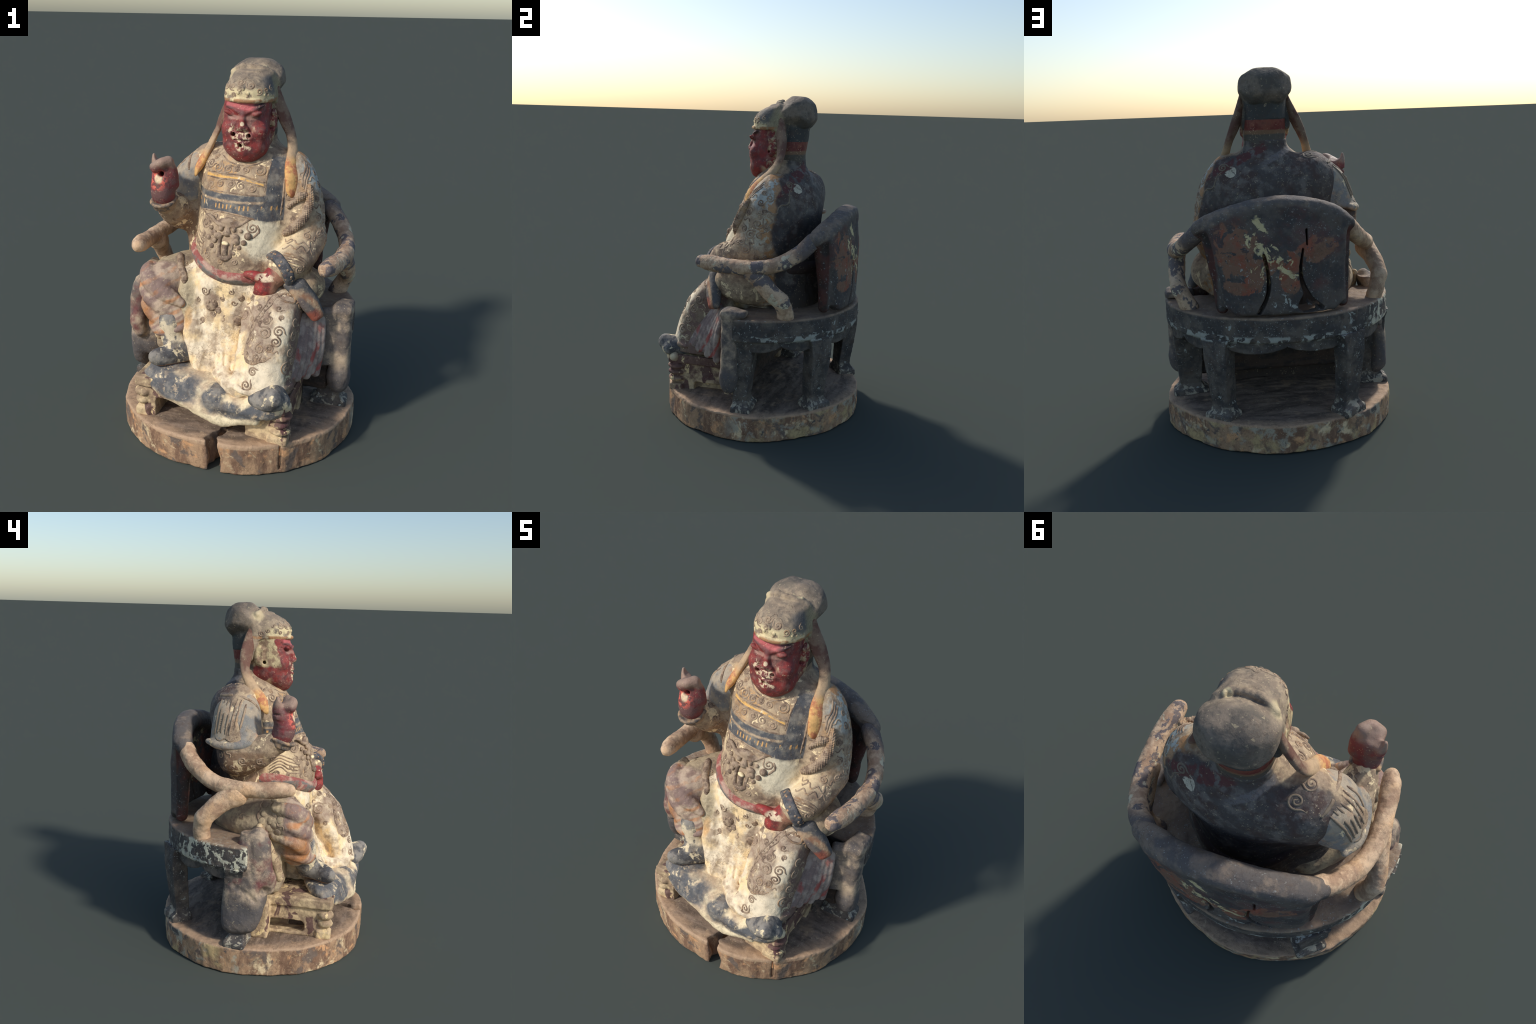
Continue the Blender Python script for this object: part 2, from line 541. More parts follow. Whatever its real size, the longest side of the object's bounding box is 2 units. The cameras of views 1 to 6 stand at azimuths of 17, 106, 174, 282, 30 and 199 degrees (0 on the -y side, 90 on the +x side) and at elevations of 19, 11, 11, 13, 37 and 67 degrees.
@material("face", rough=0.62, chips=CREAM, chip=0.3)
def _(P):
    w = P.warp(0.012, 25)
    col = over(srgb(132, 44, 44), srgb(104, 48, 52), ramp(P.noise(20, 5, 0.6, 2), 0.44, 0.62))
    col = stain(P, col, srgb(142, 106, 102), 0.30, 24, 3, 0.65)
    col = stain(P, col, srgb(86, 58, 62), 0.28, 30, 14, 0.6)
    col = over(col, PINK, P.near((0.055, -0.10, 1.785), 0.05, 0.5, (1.3, 1, 0.5)) * 0.85)
    col = over(col, PINK, P.near((-0.03, -0.09, 1.785), 0.03, 0.5, (1, 1, 0.6)) * 0.7)
    col = over(col, INK, P.near((0.12, -0.075, 1.785), 0.022, 0.8, (1.6, 1.6, 0.8)) * 0.8)
    for c, r, a in (((0.03, -0.125, 1.632), 0.046, 0.50), ((0.03, -0.125, 1.582), 0.028, 0.49), ((0.07, -0.11, 1.575), 0.014, 0.50), ((0.043, -0.135, 1.695), 0.011, 0.42),
                    ((-0.03, -0.10, 1.668), 0.026, 0.53), ((0.100, -0.09, 1.665), 0.022, 0.52)):
        col = over(col, srgb(206, 188, 162), P.near(c, r, 0.5, (1, 1, 1), 0.45) * ramp(P.noise(45, 5, 0.65, 5), a - 0.02, a + 0.02))
    for sx in (-1, 1):                                               # dust in the eye hollows
        col = over(col, srgb(168, 134, 126), P.near((0.037 + sx * 0.045, -0.112, 1.722), 0.034, 0.8, (1.3, 1, 0.35)) * 0.7)
        col = over(col, srgb(70, 60, 66), P.near((0.037 + sx * 0.085, -0.10, 1.768), 0.030, 0.8, (1.2, 1, 0.3)) * 0.7)
    # bare gesso in front of the -x ear, and behind both ears
    bare = ramp(P.y + w * 3.0 + (1.72 - P.z) * 0.25, -0.056, -0.046) * ramp(P.x, -0.03, -0.05) * ramp(P.z + w * 2.0, 1.635, 1.65)
    ear = ramp(P.y + w * 1.2, 0.012, 0.022) * ramp(P.x, 0.11, 0.13) * ramp(P.noise(22, 5, 0.65, 12), 0.47, 0.53)
    bone = over(srgb(190, 176, 140), srgb(136, 114, 94), ramp(P.noise(26, 6, 0.65, 7), 0.42, 0.58))
    col = over(col, bone, hi_of(bare, ear * 0.75))
    col = over(col, srgb(176, 150, 122), ramp(P.z + P.y * 0.55 + w, 1.575, 1.562) * ramp(P.y, -0.03, 0.0))
    rear = ramp(P.y + w * 0.4, 0.085, 0.10)
    nape = over(srgb(108, 44, 40), srgb(128, 72, 58), ramp(P.noise(20, 4, 0.6, 9), 0.42, 0.62))
    nape = over(nape, srgb(64, 66, 68), ramp(P.z + w * 0.3, 1.724, 1.728))
    nape = over(nape, srgb(124, 96, 74), ramp(P.z + w * 0.4, 1.674, 1.667))
    nape = over(nape, srgb(84, 80, 74), ramp(P.z + w * 0.5, 1.654, 1.646))
    return over(col, nape, rear)


@material("hat")
def _(P):
    w = P.warp(0.02, 18)
    col = over(srgb(156, 142, 124), srgb(128, 116, 104), ramp(P.noise(13, 5, 0.6, 2), 0.42, 0.6))
    col = stain(P, col, srgb(104, 98, 92), 0.34, 22, 3, 0.8)
    col = over(col, BONE, ramp(P.z + w, 1.872, 1.85) * ramp(P.y, 0.03, 0.0) * ramp(P.noise(24, 5, 0.6, 4), 0.36, 0.5))
    col = over(col, srgb(86, 88, 92), P.near((0.16, 0.0, 1.885), 0.055, 0.5) * 0.85)
    col = over(col, srgb(150, 146, 116), P.near((0.17, 0.07, 1.84), 0.06, 0.7, (1, 0.7, 1.4)) * 0.7)
    col = over(col, BONE, P.near((0.09, 0.075, 1.96), 0.018, 0.5) * 0.8)
    col = over(col, BONE, P.near((-0.08, 0.07, 1.93), 0.035, 0.6) * 0.5)
    col = over(col, srgb(160, 120, 84), band(P.z + w * 0.3, 1.795, 1.812) * ramp(P.noise(20, 4, 0.6, 5), 0.42, 0.55))
    rear = ramp(P.y + w, 0.10, 0.14)
    grey = over(srgb(124, 114, 104), srgb(90, 86, 82), ramp(P.noise(9, 5, 0.65, 6), 0.42, 0.58))
    grey = over(grey, srgb(70, 74, 76), ramp(P.z + w, 1.835, 1.80))
    return over(col, grey, rear)


@material("ribbon")
def _(P):
    w = P.warp(0.03, 14)
    col = over(srgb(128, 108, 94), srgb(104, 74, 66), ramp(P.noise(14, 5, 0.6, 2), 0.42, 0.58))
    gilt = over(srgb(208, 164, 100), srgb(176, 110, 76), ramp(P.noise(20, 5, 0.6, 4), 0.46, 0.62))
    col = over(col, srgb(176, 152, 124), ramp(P.z + w, 1.64, 1.56))
    return over(col, gilt, ramp(P.z + w, 1.54, 1.48))


@material("kilt", chips=CREAM, gain=1.08)
def _(P):
    w = P.warp(0.02, 16)
    col = over(srgb(228, 216, 194), srgb(232, 208, 164), ramp(P.noise(9, 5, 0.6, 2), 0.44, 0.60))
    col = stain(P, col, srgb(170, 152, 132), 0.40, 14, 3, 0.9)
    col = flakes(P, col, srgb(160, 140, 120), 0.06, 15, 13, 0.06)
    crackle = P.noise(20, 7, 0.7, 5)
    col = over(col, srgb(120, 92, 66), band(crackle, 0.492, 0.508, 0.006) * ramp(P.noise(6, 2, 0.5, 8), 0.5, 0.6) * 0.8)
    grey = over(srgb(168, 152, 136), srgb(146, 126, 112), ramp(P.noise(22, 4, 0.6, 4), 0.44, 0.6))
    for c, r, sq in (((0.25, -0.42, 0.68), 0.10, (0.9, 2, 1.25)), ((0.22, -0.36, 0.80), 0.06, (1, 2, 1.2)), ((0.32, -0.26, 0.87), 0.075, (1.2, 2, 0.9)), ((-0.07, -0.28, 0.78), 0.05, (1, 2, 1)), ((0.12, -0.29, 0.73), 0.065, (1, 2, 1))):
        col = over(col, grey, P.near(c, r, 0.4, sq) * ramp(P.noise(18, 5, 0.6, 6), 0.34, 0.42))
    col = over(col, srgb(238, 226, 202), P.near((0.35, -0.42, 0.735), 0.05, 0.5, (1, 2, 1.2)) * 0.9)
    col = over(col, srgb(226, 216, 196), P.near((0.30, -0.52, 0.53), 0.09, 0.6, (1.2, 2, 0.8)) * 0.9)
    side = ramp(P.x + w * 0.7, 0.372, 0.388)
    flank = over(srgb(138, 122, 106), srgb(120, 98, 92), ramp(P.noise(14, 4, 0.6, 7), 0.42, 0.6))
    flank = flakes(P, flank, srgb(196, 188, 160), 0.2, 15, 9)
    col = over(col, flank, side)
    col = over(col, srgb(150, 140, 112), P.near((-0.22, -0.25, 0.80), 0.09, 0.6, (0.6, 1.2, 1.3)) * 0.7)
    col = over(col, OCHRE, P.near((-0.19, -0.29, 0.68), 0.03, 0.8, (0.7, 2, 2)) * 0.6)
    return over(col, srgb(74, 68, 66), ramp(P.y + w, 0.06, 0.12))


@material("strip")
def _(P):
    col = over(srgb(190, 172, 142), srgb(150, 130, 108), ramp(P.noise(20, 5, 0.6, 2), 0.42, 0.6))
    return flakes(P, col, srgb(226, 196, 140), 0.14, 20, 4)


@material("relief")
def _(P):
    col = over(srgb(158, 140, 122), srgb(112, 95, 84), ramp(P.noise(26, 5, 0.65, 2), 0.44, 0.6))  # cord colour darkened to carry the shadow lines of the carved grooves
    col = stain(P, col, srgb(178, 140, 96), 0.2, 10, 3, 0.6)
    back = ramp(P.y, 0.10, 0.2)
    return over(col, srgb(120, 110, 98), back)


@material("gesso")
def _(P):
    return over(srgb(240, 226, 190), srgb(214, 196, 156), ramp(P.noise(30, 4, 0.6, 2), 0.45, 0.6))


@material("belt")
def _(P):
    w = P.warp(0.02, 16)
    mid = P.z - (0.925 + ramp(P.x, 0.02, -0.23) * 0.085)
    col = over(srgb(176, 148, 136), srgb(150, 82, 80), ramp(P.noise(16, 5, 0.6, 2), 0.42, 0.56))
    col = over(col, srgb(112, 112, 112), ramp(mid + w, 0.008, -0.004) * ramp(P.noise(12, 4, 0.6, 4), 0.36, 0.5))
    col = flakes(P, col, RED, 0.22, 12, 5)
    return over(col, srgb(66, 54, 54), ramp(P.y, 0.10, 0.2))


@material("hand", rough=0.6)
def _(P):
    w = P.warp(0.015, 24)
    col = over(srgb(118, 52, 58), srgb(108, 78, 80), ramp(P.noise(18, 5, 0.6, 2), 0.42, 0.58))
    raised = ramp(P.x, 0.0, -0.05)
    col = over(col, over(srgb(150, 42, 44), srgb(112, 44, 48), ramp(P.noise(24, 5, 0.6, 8), 0.44, 0.6)), ramp(P.x, -0.05, 0.0))
    col = over(col, srgb(150, 130, 118), raised * ramp(P.z + w * 1.4, 1.445, 1.475) * 0.85)
    col = over(col, srgb(214, 92, 78), P.near((-0.39, -0.215, 1.39), 0.05, 0.8) * ramp(P.noise(40, 4, 0.6, 4), 0.47, 0.52))
    col = over(col, srgb(222, 204, 172), P.near((-0.385, -0.215, 1.402), 0.026, 0.5) * 0.9)
    col = over(col, srgb(150, 112, 92), ramp(P.x + w, 0.245, 0.27) * 0.9)
    return over(col, srgb(216, 196, 172), P.near((0.225, -0.30, 0.965), 0.035, 0.5, (1.4, 1, 0.6)) * ramp(P.noise(30, 5, 0.6, 6), 0.44, 0.48))


@material("wristband")
def _(P):
    col = over(srgb(92, 88, 88), srgb(150, 130, 110), ramp(P.noise(20, 5, 0.6, 2), 0.46, 0.6))
    return stain(P, col, srgb(176, 146, 112), 0.3, 22, 3, 0.8)


@material("cuff")
def _(P):
    col = over(srgb(74, 78, 88), srgb(104, 104, 108), ramp(P.noise(20, 5, 0.6, 2), 0.44, 0.6))
    col = over(col, srgb(196, 150, 104), P.specks(42, 0.30, 4.0) * 0.8)
    return stain(P, col, srgb(150, 96, 76), 0.14, 14, 5, 0.7)


@material("slate", chips=SKY, chip=0.5)
def _(P):
    w = P.warp(0.02, 14)
    col = over(srgb(72, 71, 73), srgb(100, 95, 91), ramp(P.noise(9, 6, 0.65, 2), 0.42, 0.60))
    col = stain(P, col, srgb(54, 53, 55), 0.35, 18, 3, 0.7)
    col = flakes(P, col, srgb(128, 122, 112), 0.12, 45, 21, 0.04)
    col = flakes(P, col, srgb(150, 158, 158), 0.15, 17, 4, 0.012)
    rim = band(P.z + w * 0.7, 0.590, 0.632, 0.006)
    col = flakes(P, col, srgb(156, 162, 160), 0.40, 15, 5, 0.012, rim)
    col = flakes(P, col, srgb(158, 154, 142), 0.40, 24, 6, 0.05, ramp(P.z + w, 0.235, 0.20) )
    top = ramp(P.z + w * 0.2, 0.716, 0.728) * ramp(P.z, 0.80, 0.76)
    col = over(col, over(EARTH, srgb(150, 130, 110), ramp(P.noise(12, 5, 0.6, 7), 0.42, 0.6)), top * 0.9)
    left = ramp(P.x, -0.44, -0.50) * ramp(P.z, 0.58, 0.60) * ramp(P.z, 0.735, 0.72)
    return flakes(P, col, srgb(190, 192, 178), 0.42, 20, 8, 0.012, left)


@material("inner", chip=0.1)
def _(P):
    return over(srgb(70, 58, 52), srgb(48, 44, 44), ramp(P.noise(8, 5, 0.6, 2, stretch=(1, 1, 3)), 0.42, 0.6))


@material("backrest", chips=SKY, chip=0.4)
def _(P):
    w = P.warp(0.03, 11)
    col = over(srgb(70, 69, 72), srgb(94, 89, 87), ramp(P.noise(8, 6, 0.65, 2), 0.42, 0.6))
    col = flakes(P, col, srgb(122, 114, 106), 0.12, 42, 21, 0.04)
    col = stain(P, col, srgb(98, 66, 66), 0.24, 6, 3, 0.8)
    outer = ramp(P.y, 0.44, 0.47)
    rust = over(srgb(126, 96, 80), srgb(138, 82, 64), ramp(P.noise(12, 4, 0.6, 5), 0.46, 0.6))
    for c, r, sq in (((0.24, 0.5, 1.10), 0.14, (0.8, 3, 0.9)), ((0.20, 0.5, 0.97), 0.13, (0.8, 3, 0.8)), ((0.02, 0.5, 1.0), 0.12, (0.9, 3, 0.7)), ((-0.18, 0.5, 1.08), 0.10, (0.9, 3, 0.7)), ((-0.02, 0.5, 0.90), 0.06, (1, 3, 1))):
        col = over(col, rust, P.near(c, r, 0.15, sq, 0.9) * outer * ramp(P.noise(11, 6, 0.65, 6, distort=0.5), 0.44, 0.46))
    for c, r, sq in (((0.13, 0.5, 1.16), 0.09, (0.7, 3, 1.0)), ((0.10, 0.5, 1.05), 0.09, (0.8, 3, 1.0)), ((0.05, 0.5, 0.97), 0.12, (1.2, 3, 0.5))):
        col = over(col, srgb(196, 186, 146), P.near(c, r, 0.15, sq, 0.9) * outer * ramp(P.noise(14, 6, 0.65, 7, distort=0.5), 0.52, 0.535))
    col = flakes(P, col, srgb(160, 168, 168), 0.14, 20, 8, 0.012, ramp(P.z, 1.02, 0.98) * outer * ramp(P.x, -0.12, -0.02))
    inside = ramp(P.y + w * 0.3, 0.478, 0.468) * ramp(P.z, 1.20, 1.16)
    col = over(col, over(srgb(84, 50, 46), srgb(52, 46, 46), ramp(P.noise(8, 4, 0.6, 9), 0.42, 0.6)), inside)
    return over(col, over(srgb(96, 92, 92), srgb(128, 116, 106), ramp(P.noise(9, 5, 0.6, 11), 0.46, 0.6)), ramp(P.z + P.x * P.x * 0.7 + w, 1.29, 1.315))


@material("arm", gain=1.3)
def _(P):
    w = P.warp(0.03, 14)
    col = over(srgb(186, 162, 138), srgb(150, 124, 104), ramp(P.noise(12, 6, 0.65, 2), 0.42, 0.6))
    right = ramp(P.x, -0.1, 0.1)
    col = flakes(P, col, srgb(98, 92, 96), 0.40, 9, 3, 0.03, right)
    col = flakes(P, col, srgb(184, 178, 158), 0.26, 11, 4, 0.02, right)
    col = flakes(P, col, srgb(150, 58, 56), 0.10, 13, 5, 0.02, right * ramp(P.y, 0.0, -0.05))
    col = stain(P, col, srgb(198, 164, 128), 0.30, 8, 6, 0.7, 1 - right)
    return over(col, srgb(84, 82, 88), ramp(P.y + w, 0.30, 0.36) * right * 0.9)


@material("base", chip=0.3, gain=1.2)
def _(P):
    w = P.warp(0.02, 12)
    grain = P.noise(5, 6, 0.65, 2, stretch=(1, 1, 0.22))
    side = over(srgb(160, 132, 106), srgb(116, 90, 74), ramp(P.noise(10, 7, 0.7, 3, stretch=(1, 1, 0.3)), 0.42, 0.58))
    side = flakes(P, side, srgb(190, 146, 106), 0.26, 11, 4, 0.10)
    side = flakes(P, side, srgb(206, 188, 156), 0.24, 9, 14, 0.10)
    side = flakes(P, side, srgb(104, 92, 86), 0.30, 9, 5, 0.08)
    side = flakes(P, side, srgb(156, 152, 140), 0.34, 11, 6, 0.10, ramp(P.y + w, -0.08, 0.04))
    side = flakes(P, side, srgb(176, 156, 116), 0.30, 6, 7, 0.12, ramp(P.y + w, 0.0, 0.2))
    side = flakes(P, side, srgb(80, 80, 82), 0.16, 12, 8, 0.06, ramp(P.y + w, 0.0, 0.1))
    top = over(srgb(134, 118, 106), srgb(96, 84, 76), ramp(P.noise(9, 8, 0.75, 9, stretch=(0.5, 1.6, 1)), 0.40, 0.60))
    top = over(top, srgb(160, 136, 112), ramp(P.noise(6, 6, 0.7, 10), 0.54, 0.66) * 0.8)
    rim = ramp(Ex.op("SQRT", P.x * P.x + P.y * P.y * 1.12) + w * 2.5, 0.56, 0.63)
    top = over(top, srgb(176, 148, 122), rim * 0.75)
    return over(side, top, ramp(P.z + w * 0.2, 0.142, 0.152))


@material("stool")
def _(P):
    col = over(srgb(196, 176, 142), srgb(150, 130, 108), ramp(P.noise(10, 6, 0.65, 2), 0.42, 0.58))
    col = flakes(P, col, srgb(104, 80, 76), 0.30, 7, 3, 0.03, detail=3)
    col = over(col, srgb(88, 56, 60), ramp(P.x + P.warp(0.02, 15), 0.385, 0.395) * ramp(P.z, 0.22, 0.25) * 0.85)
    col = flakes(P, col, srgb(218, 196, 150), 0.22, 14, 4)
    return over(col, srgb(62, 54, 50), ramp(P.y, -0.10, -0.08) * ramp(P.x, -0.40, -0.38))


@material("cloth", chips=CREAM, gain=1.08)
def _(P):
    col = over(srgb(186, 168, 146), srgb(222, 208, 178), ramp(P.noise(12, 6, 0.65, 2), 0.42, 0.6))
    slate = over(srgb(88, 92, 100), srgb(132, 130, 128), ramp(P.noise(16, 5, 0.6, 4), 0.44, 0.64))
    for c, r, sq in (((-0.20, -0.49, 0.380), 0.14, (1.25, 1, 0.48)), ((-0.35, -0.42, 0.38), 0.07, (1, 1.3, 0.8)), ((0.03, -0.53, 0.37), 0.062, (1, 1, 1)), ((0.14, -0.56, 0.335), 0.085, (1.2, 1, 0.5)),
                     ((0.29, -0.56, 0.345), 0.085, (1.2, 1, 0.5)), ((0.05, -0.50, 0.42), 0.05, (1, 1, 0.6)), ((-0.28, -0.38, 0.43), 0.09, (1.3, 1, 0.6))):
        col = over(col, slate, P.near(c, r, 0.45, sq, 0.55) * ramp(P.noise(22, 5, 0.65, 9), 0.34, 0.46))
    return over(col, srgb(232, 220, 190), ramp(P.z + P.warp(0.012, 20), 0.300, 0.288) * 0.9)


@material("boot", chips=CREAM, gain=1.1)
def _(P):
    col = over(srgb(82, 84, 90), srgb(134, 132, 130), ramp(P.noise(14, 5, 0.6, 2), 0.44, 0.6))
    col = flakes(P, col, srgb(222, 210, 180), 0.26, 14, 3, 0.03)
    col = over(col, srgb(214, 202, 176), ramp(P.z + P.warp(0.05, 14), 0.545, 0.575) * ramp(P.noise(13, 4, 0.6, 5), 0.44, 0.54) * 0.85)
    return over(col, srgb(158, 112, 76), ramp(P.z + P.warp(0.006, 30), 0.466, 0.458) * ramp(P.x, 0.0, -0.05))


@material("trouser")
def _(P):
    w = P.warp(0.04, 10)
    col = over(srgb(178, 160, 144), srgb(132, 112, 108), ramp(P.noise(9, 5, 0.6, 2), 0.42, 0.58))
    slant = Ex.op("SINE", (P.z + P.x * -0.55 + w * 0.8) * 82.0)
    front = ramp(P.y + w * 0.5, -0.17, -0.20)
    col = over(col, srgb(182, 120, 66), ramp(slant, 0.3, 0.95) * front * ramp(P.noise(8, 4, 0.6, 6), 0.40, 0.60) * 0.8)
    col = over(col, srgb(104, 74, 76), ramp(slant, -0.4, -0.95) * front * ramp(P.noise(8, 4, 0.6, 7), 0.46, 0.62) * 0.6)
    col = over(col, srgb(160, 104, 48), P.near((-0.43, -0.24, 0.67), 0.09, 0.6) * 0.7)
    top = over(srgb(168, 154, 130), srgb(132, 118, 104), ramp(P.noise(16, 5, 0.6, 4), 0.42, 0.6))
    return over(col, top, 1 - front)


@material("drape")
def _(P):
    w = P.warp(0.03, 12)
    col = over(srgb(112, 104, 100), srgb(172, 156, 138), ramp(P.noise(8, 6, 0.65, 2), 0.42, 0.60))
    col = stain(P, col, srgb(80, 78, 82), 0.40, 12, 3, 0.8)
    col = stain(P, col, srgb(104, 56, 60), 0.42, 8, 4, 0.9, ramp(P.x, -0.3, -0.5) * ramp(P.z, 0.46, 0.52))
    return over(col, srgb(80, 80, 86), ramp(P.z + w, 0.46, 0.38) * 0.8)


@material("pleat")
def _(P):
    w = P.warp(0.006, 20)
    col = over(srgb(156, 146, 142), srgb(122, 108, 108), ramp(P.noise(14, 5, 0.6, 2), 0.42, 0.6))
    ridge = Ex.op("SINE", (P.y * 1.0 - P.x * 0.55 + (P.z - 0.45) * -0.42 + w) * 92.0)
    col = over(col, srgb(150, 62, 58), ramp(ridge, 0.5, 0.95) * ramp(P.noise(10, 4, 0.6, 4), 0.40, 0.56) * 0.85)
    return stain(P, col, srgb(150, 118, 84), 0.3, 9, 5, 0.8, ramp(P.y, -0.18, -0.13))


@material("sash")
def _(P):
    w = P.warp(0.015, 18)
    d = P.y + P.x * -0.35 + P.z * 0.25
    col = over(srgb(172, 150, 126), srgb(150, 112, 88), ramp(P.noise(16, 5, 0.6, 2), 0.42, 0.6))
    col = over(col, srgb(88, 88, 94), band(d + w * 0.5, -0.215, -0.190, 0.006) * 0.85)
    col = over(col, over(srgb(84, 86, 92), srgb(150, 140, 126), ramp(P.noise(14, 5, 0.6, 6), 0.5, 0.66)), ramp(d + w, -0.175, -0.162))
    return over(col, srgb(160, 82, 62), P.near((0.46, -0.22, 0.755), 0.045, 0.6) * 0.9)
# ================================================================= object ===
statue = link(bpy.data.objects.new("seated_deity_statue", None))
statue["label"] = "weathered painted wooden statue of a red-faced seated deity"
statue["category"] = "statue"


# ------------------------------------------------------------------- base ---
def base_outline(X, Y):
    """signed distance-like value of the slightly oval disc, flattened behind"""
    a = np.arctan2(Y, X)
    r = np.interp(np.degrees(a) % 360, [0, 40, 90, 130, 180, 230, 270, 310, 360], [.656, .632, .642, .656, .657, .658, .649, .672, .656])
    r = r + 0.004 * np.sin(5 * a + 0.5) + 0.003 * np.sin(9 * a)
    return np.sqrt(X ** 2 + ((Y - 0.006) / 0.945) ** 2) - r


def crack_line(Y):
    return 0.058 + 0.012 * np.sin(Y * 26) + 0.006 * np.sin(Y * 61 + 1) + 0.16 * (Y + 0.6)


f = Field((-0.68, -0.66, 0), (0.68, 0.66, 0.205), 0.006)
f.F[:] = -1
f.clip(lambda X, Y, Z: base_outline(X, Y) + 0.03 * np.maximum(0.05 - Z, 0), 0.012)
f.clip(lambda X, Y, Z: Z - (0.158 + 0.006 * np.sin(3 * X + 1) - 0.010 * Y + 0.022 * np.exp(-(X ** 2 + Y ** 2) / 0.11)), 0.014)
f.clip(lambda X, Y, Z: -Z + 0.0006, 0.004)
f.clip(lambda X, Y, Z: -np.maximum(np.abs(X - crack_line(Y) - 0.010 * np.sin(Z * 30)) - np.clip((-0.30 - Y) * 0.115, -1, 0.034) - 0.004 * np.sin(Y * 85 + Z * 40) - 0.003 * np.sin(Y * 150 - X * 90), Y + 0.25), 0.004)
f.clip(lambda X, Y, Z: -np.maximum(np.maximum(np.abs(X - 0.385 - 0.1 * (Y + .5)) - 0.0035, Y + 0.44), 0.02 - Z), 0.002)
base = finish("base", f, M["base"], statue, 0.004,
              lambda V, N: np.where(N[:, 2] < 0.7, 0.007 * noise(V * [1, 1, 0.3], 13, 3, 9) - 0.010 * np.clip(noise(V, 11, 2, 14) - 0.25, 0, 1), 0.0035 * noise(V * [0.45, 1.5, 1], 26, 3, 11) + 0.003 * noise(V, 7, 2, 12)))

co = np.empty(len(base.data.vertices) * 3, np.float32)
base.data.vertices.foreach_get("co", co)
co[2::3] = np.maximum(co[2::3], 0)                     # it stands flat
base.data.vertices.foreach_set("co", co)

# ------------------------------------------------------------------ chair ---
SEAT_X, SEAT_Y = 0.645, 0.588


def seat_outline(X, Y, grow=0.0):
    q = np.sqrt(((X + 0.006) / (SEAT_X + grow)) ** 2 + (np.maximum(Y, 0) / (SEAT_Y + grow)) ** 2)
    skew = 0.028 * np.maximum(X, 0) * np.maximum(Y, 0) * 4          # the ring is a little flat on one side
    return (q - 1 + skew) * 0.6


f = Field((-0.66, -0.06, 0.58), (0.66, 0.62, 0.78))
f.F[:] = -1
f.clip(lambda X, Y, Z: seat_outline(X, Y), 0.01)
f.clip(lambda X, Y, Z: -Y - 0.02, 0.01)
f.clip(lambda X, Y, Z: np.abs(Z - 0.664) - 0.068, 0.016)
chair = finish("chair", f, M["slate"], statue, 0.004)

f = Field((-0.64, -0.06, 0.50), (0.66, 0.60, 0.61))
f.F[:] = -1
def apron_edge(X, Y):
    """lower edge: two lobes and a cusp in each bay between legs"""
    a = np.degrees(np.arctan2(np.maximum(Y, 0.0) / SEAT_Y, X / SEAT_X))
    t = np.interp(a, [0, 54, 126, 180], [0, 1, 2, 3]) % 1.0
    lobe = np.abs(np.sin(np.clip(t, 0, 1) * 2 * math.pi)) ** 0.7
    return 0.570 - 0.040 * lobe
f.clip(lambda X, Y, Z: seat_outline(X, Y, -0.024), 0.01)
f.clip(lambda X, Y, Z: -seat_outline(X, Y, -0.075), 0.01)
f.clip(lambda X, Y, Z: -Y - 0.015, 0.01)
f.clip(lambda X, Y, Z: np.maximum(Z - 0.606, apron_edge(X, Y) - Z), 0.008)
finish("apron_rail", f, M["slate"], chair, 0.003)
f = Field((-0.56, -0.10, 0.24), (0.56, 0.06, 0.62))
f.add(block((0.0, -0.015, 0.43), (0.52, 0.048, 0.168), 0.02), 0)
finish("seat_front", f, M["inner"], chair, 0.008)


def chair_leg(c, yaw, tall, wide):
    f = Field((c[0] - 0.12, c[1] - 0.12, 0.14), (c[0] + 0.12, c[1] + 0.12, 0.61))
    ca, sa = math.cos(math.radians(yaw)), math.sin(math.radians(yaw))
    def fn(X, Y, Z):
        x, y = (X - c[0]) * ca + (Y - c[1]) * sa, -(X - c[0]) * sa + (Y - c[1]) * ca
        w = np.interp(Z, [0.14, 0.18, 0.22, 0.36, 0.46, 0.56, 0.61], [.076, .072, .052, .062, .068, .074, .092]) * wide
        t = np.interp(Z, [0.14, 0.22, 0.36, 0.5, 0.61], [.058, .042, .044, .048, .055])
        y = y + np.interp(Z, [0.14, 0.22, 0.4, 0.5, 0.61], [0, 0.012, -0.006, -0.014, 0.0])
        return np.maximum(np.maximum(np.abs(x) - w, np.abs(y) - t), np.maximum(0.143 - Z, Z - 0.606)) * 0.9
    f.F[:] = -1
    f.clip(fn, 0.02)
    f.add(block((c[0], c[1], 0.165), (0.085 * wide, 0.06, 0.024), 0.016, (0, 0, yaw)), 0.015)
    return finish("leg", f, M["slate"], chair, 0.004)


chair_leg((0.345, 0.415, 0), -38, 1, 1.0)
chair_leg((-0.335, 0.460, 0), 38, 1, 1.0)
chair_leg((0.522, 0.025, 0), 4, 1, 1.2)
chair_leg((-0.548, 0.040, 0), -4, 1, 1.25)


# backrest: a bent plate with a rolled top and two slits that part its foot
def back_y(X):
    return 0.540 - 0.62 * (X - 0.01) ** 2


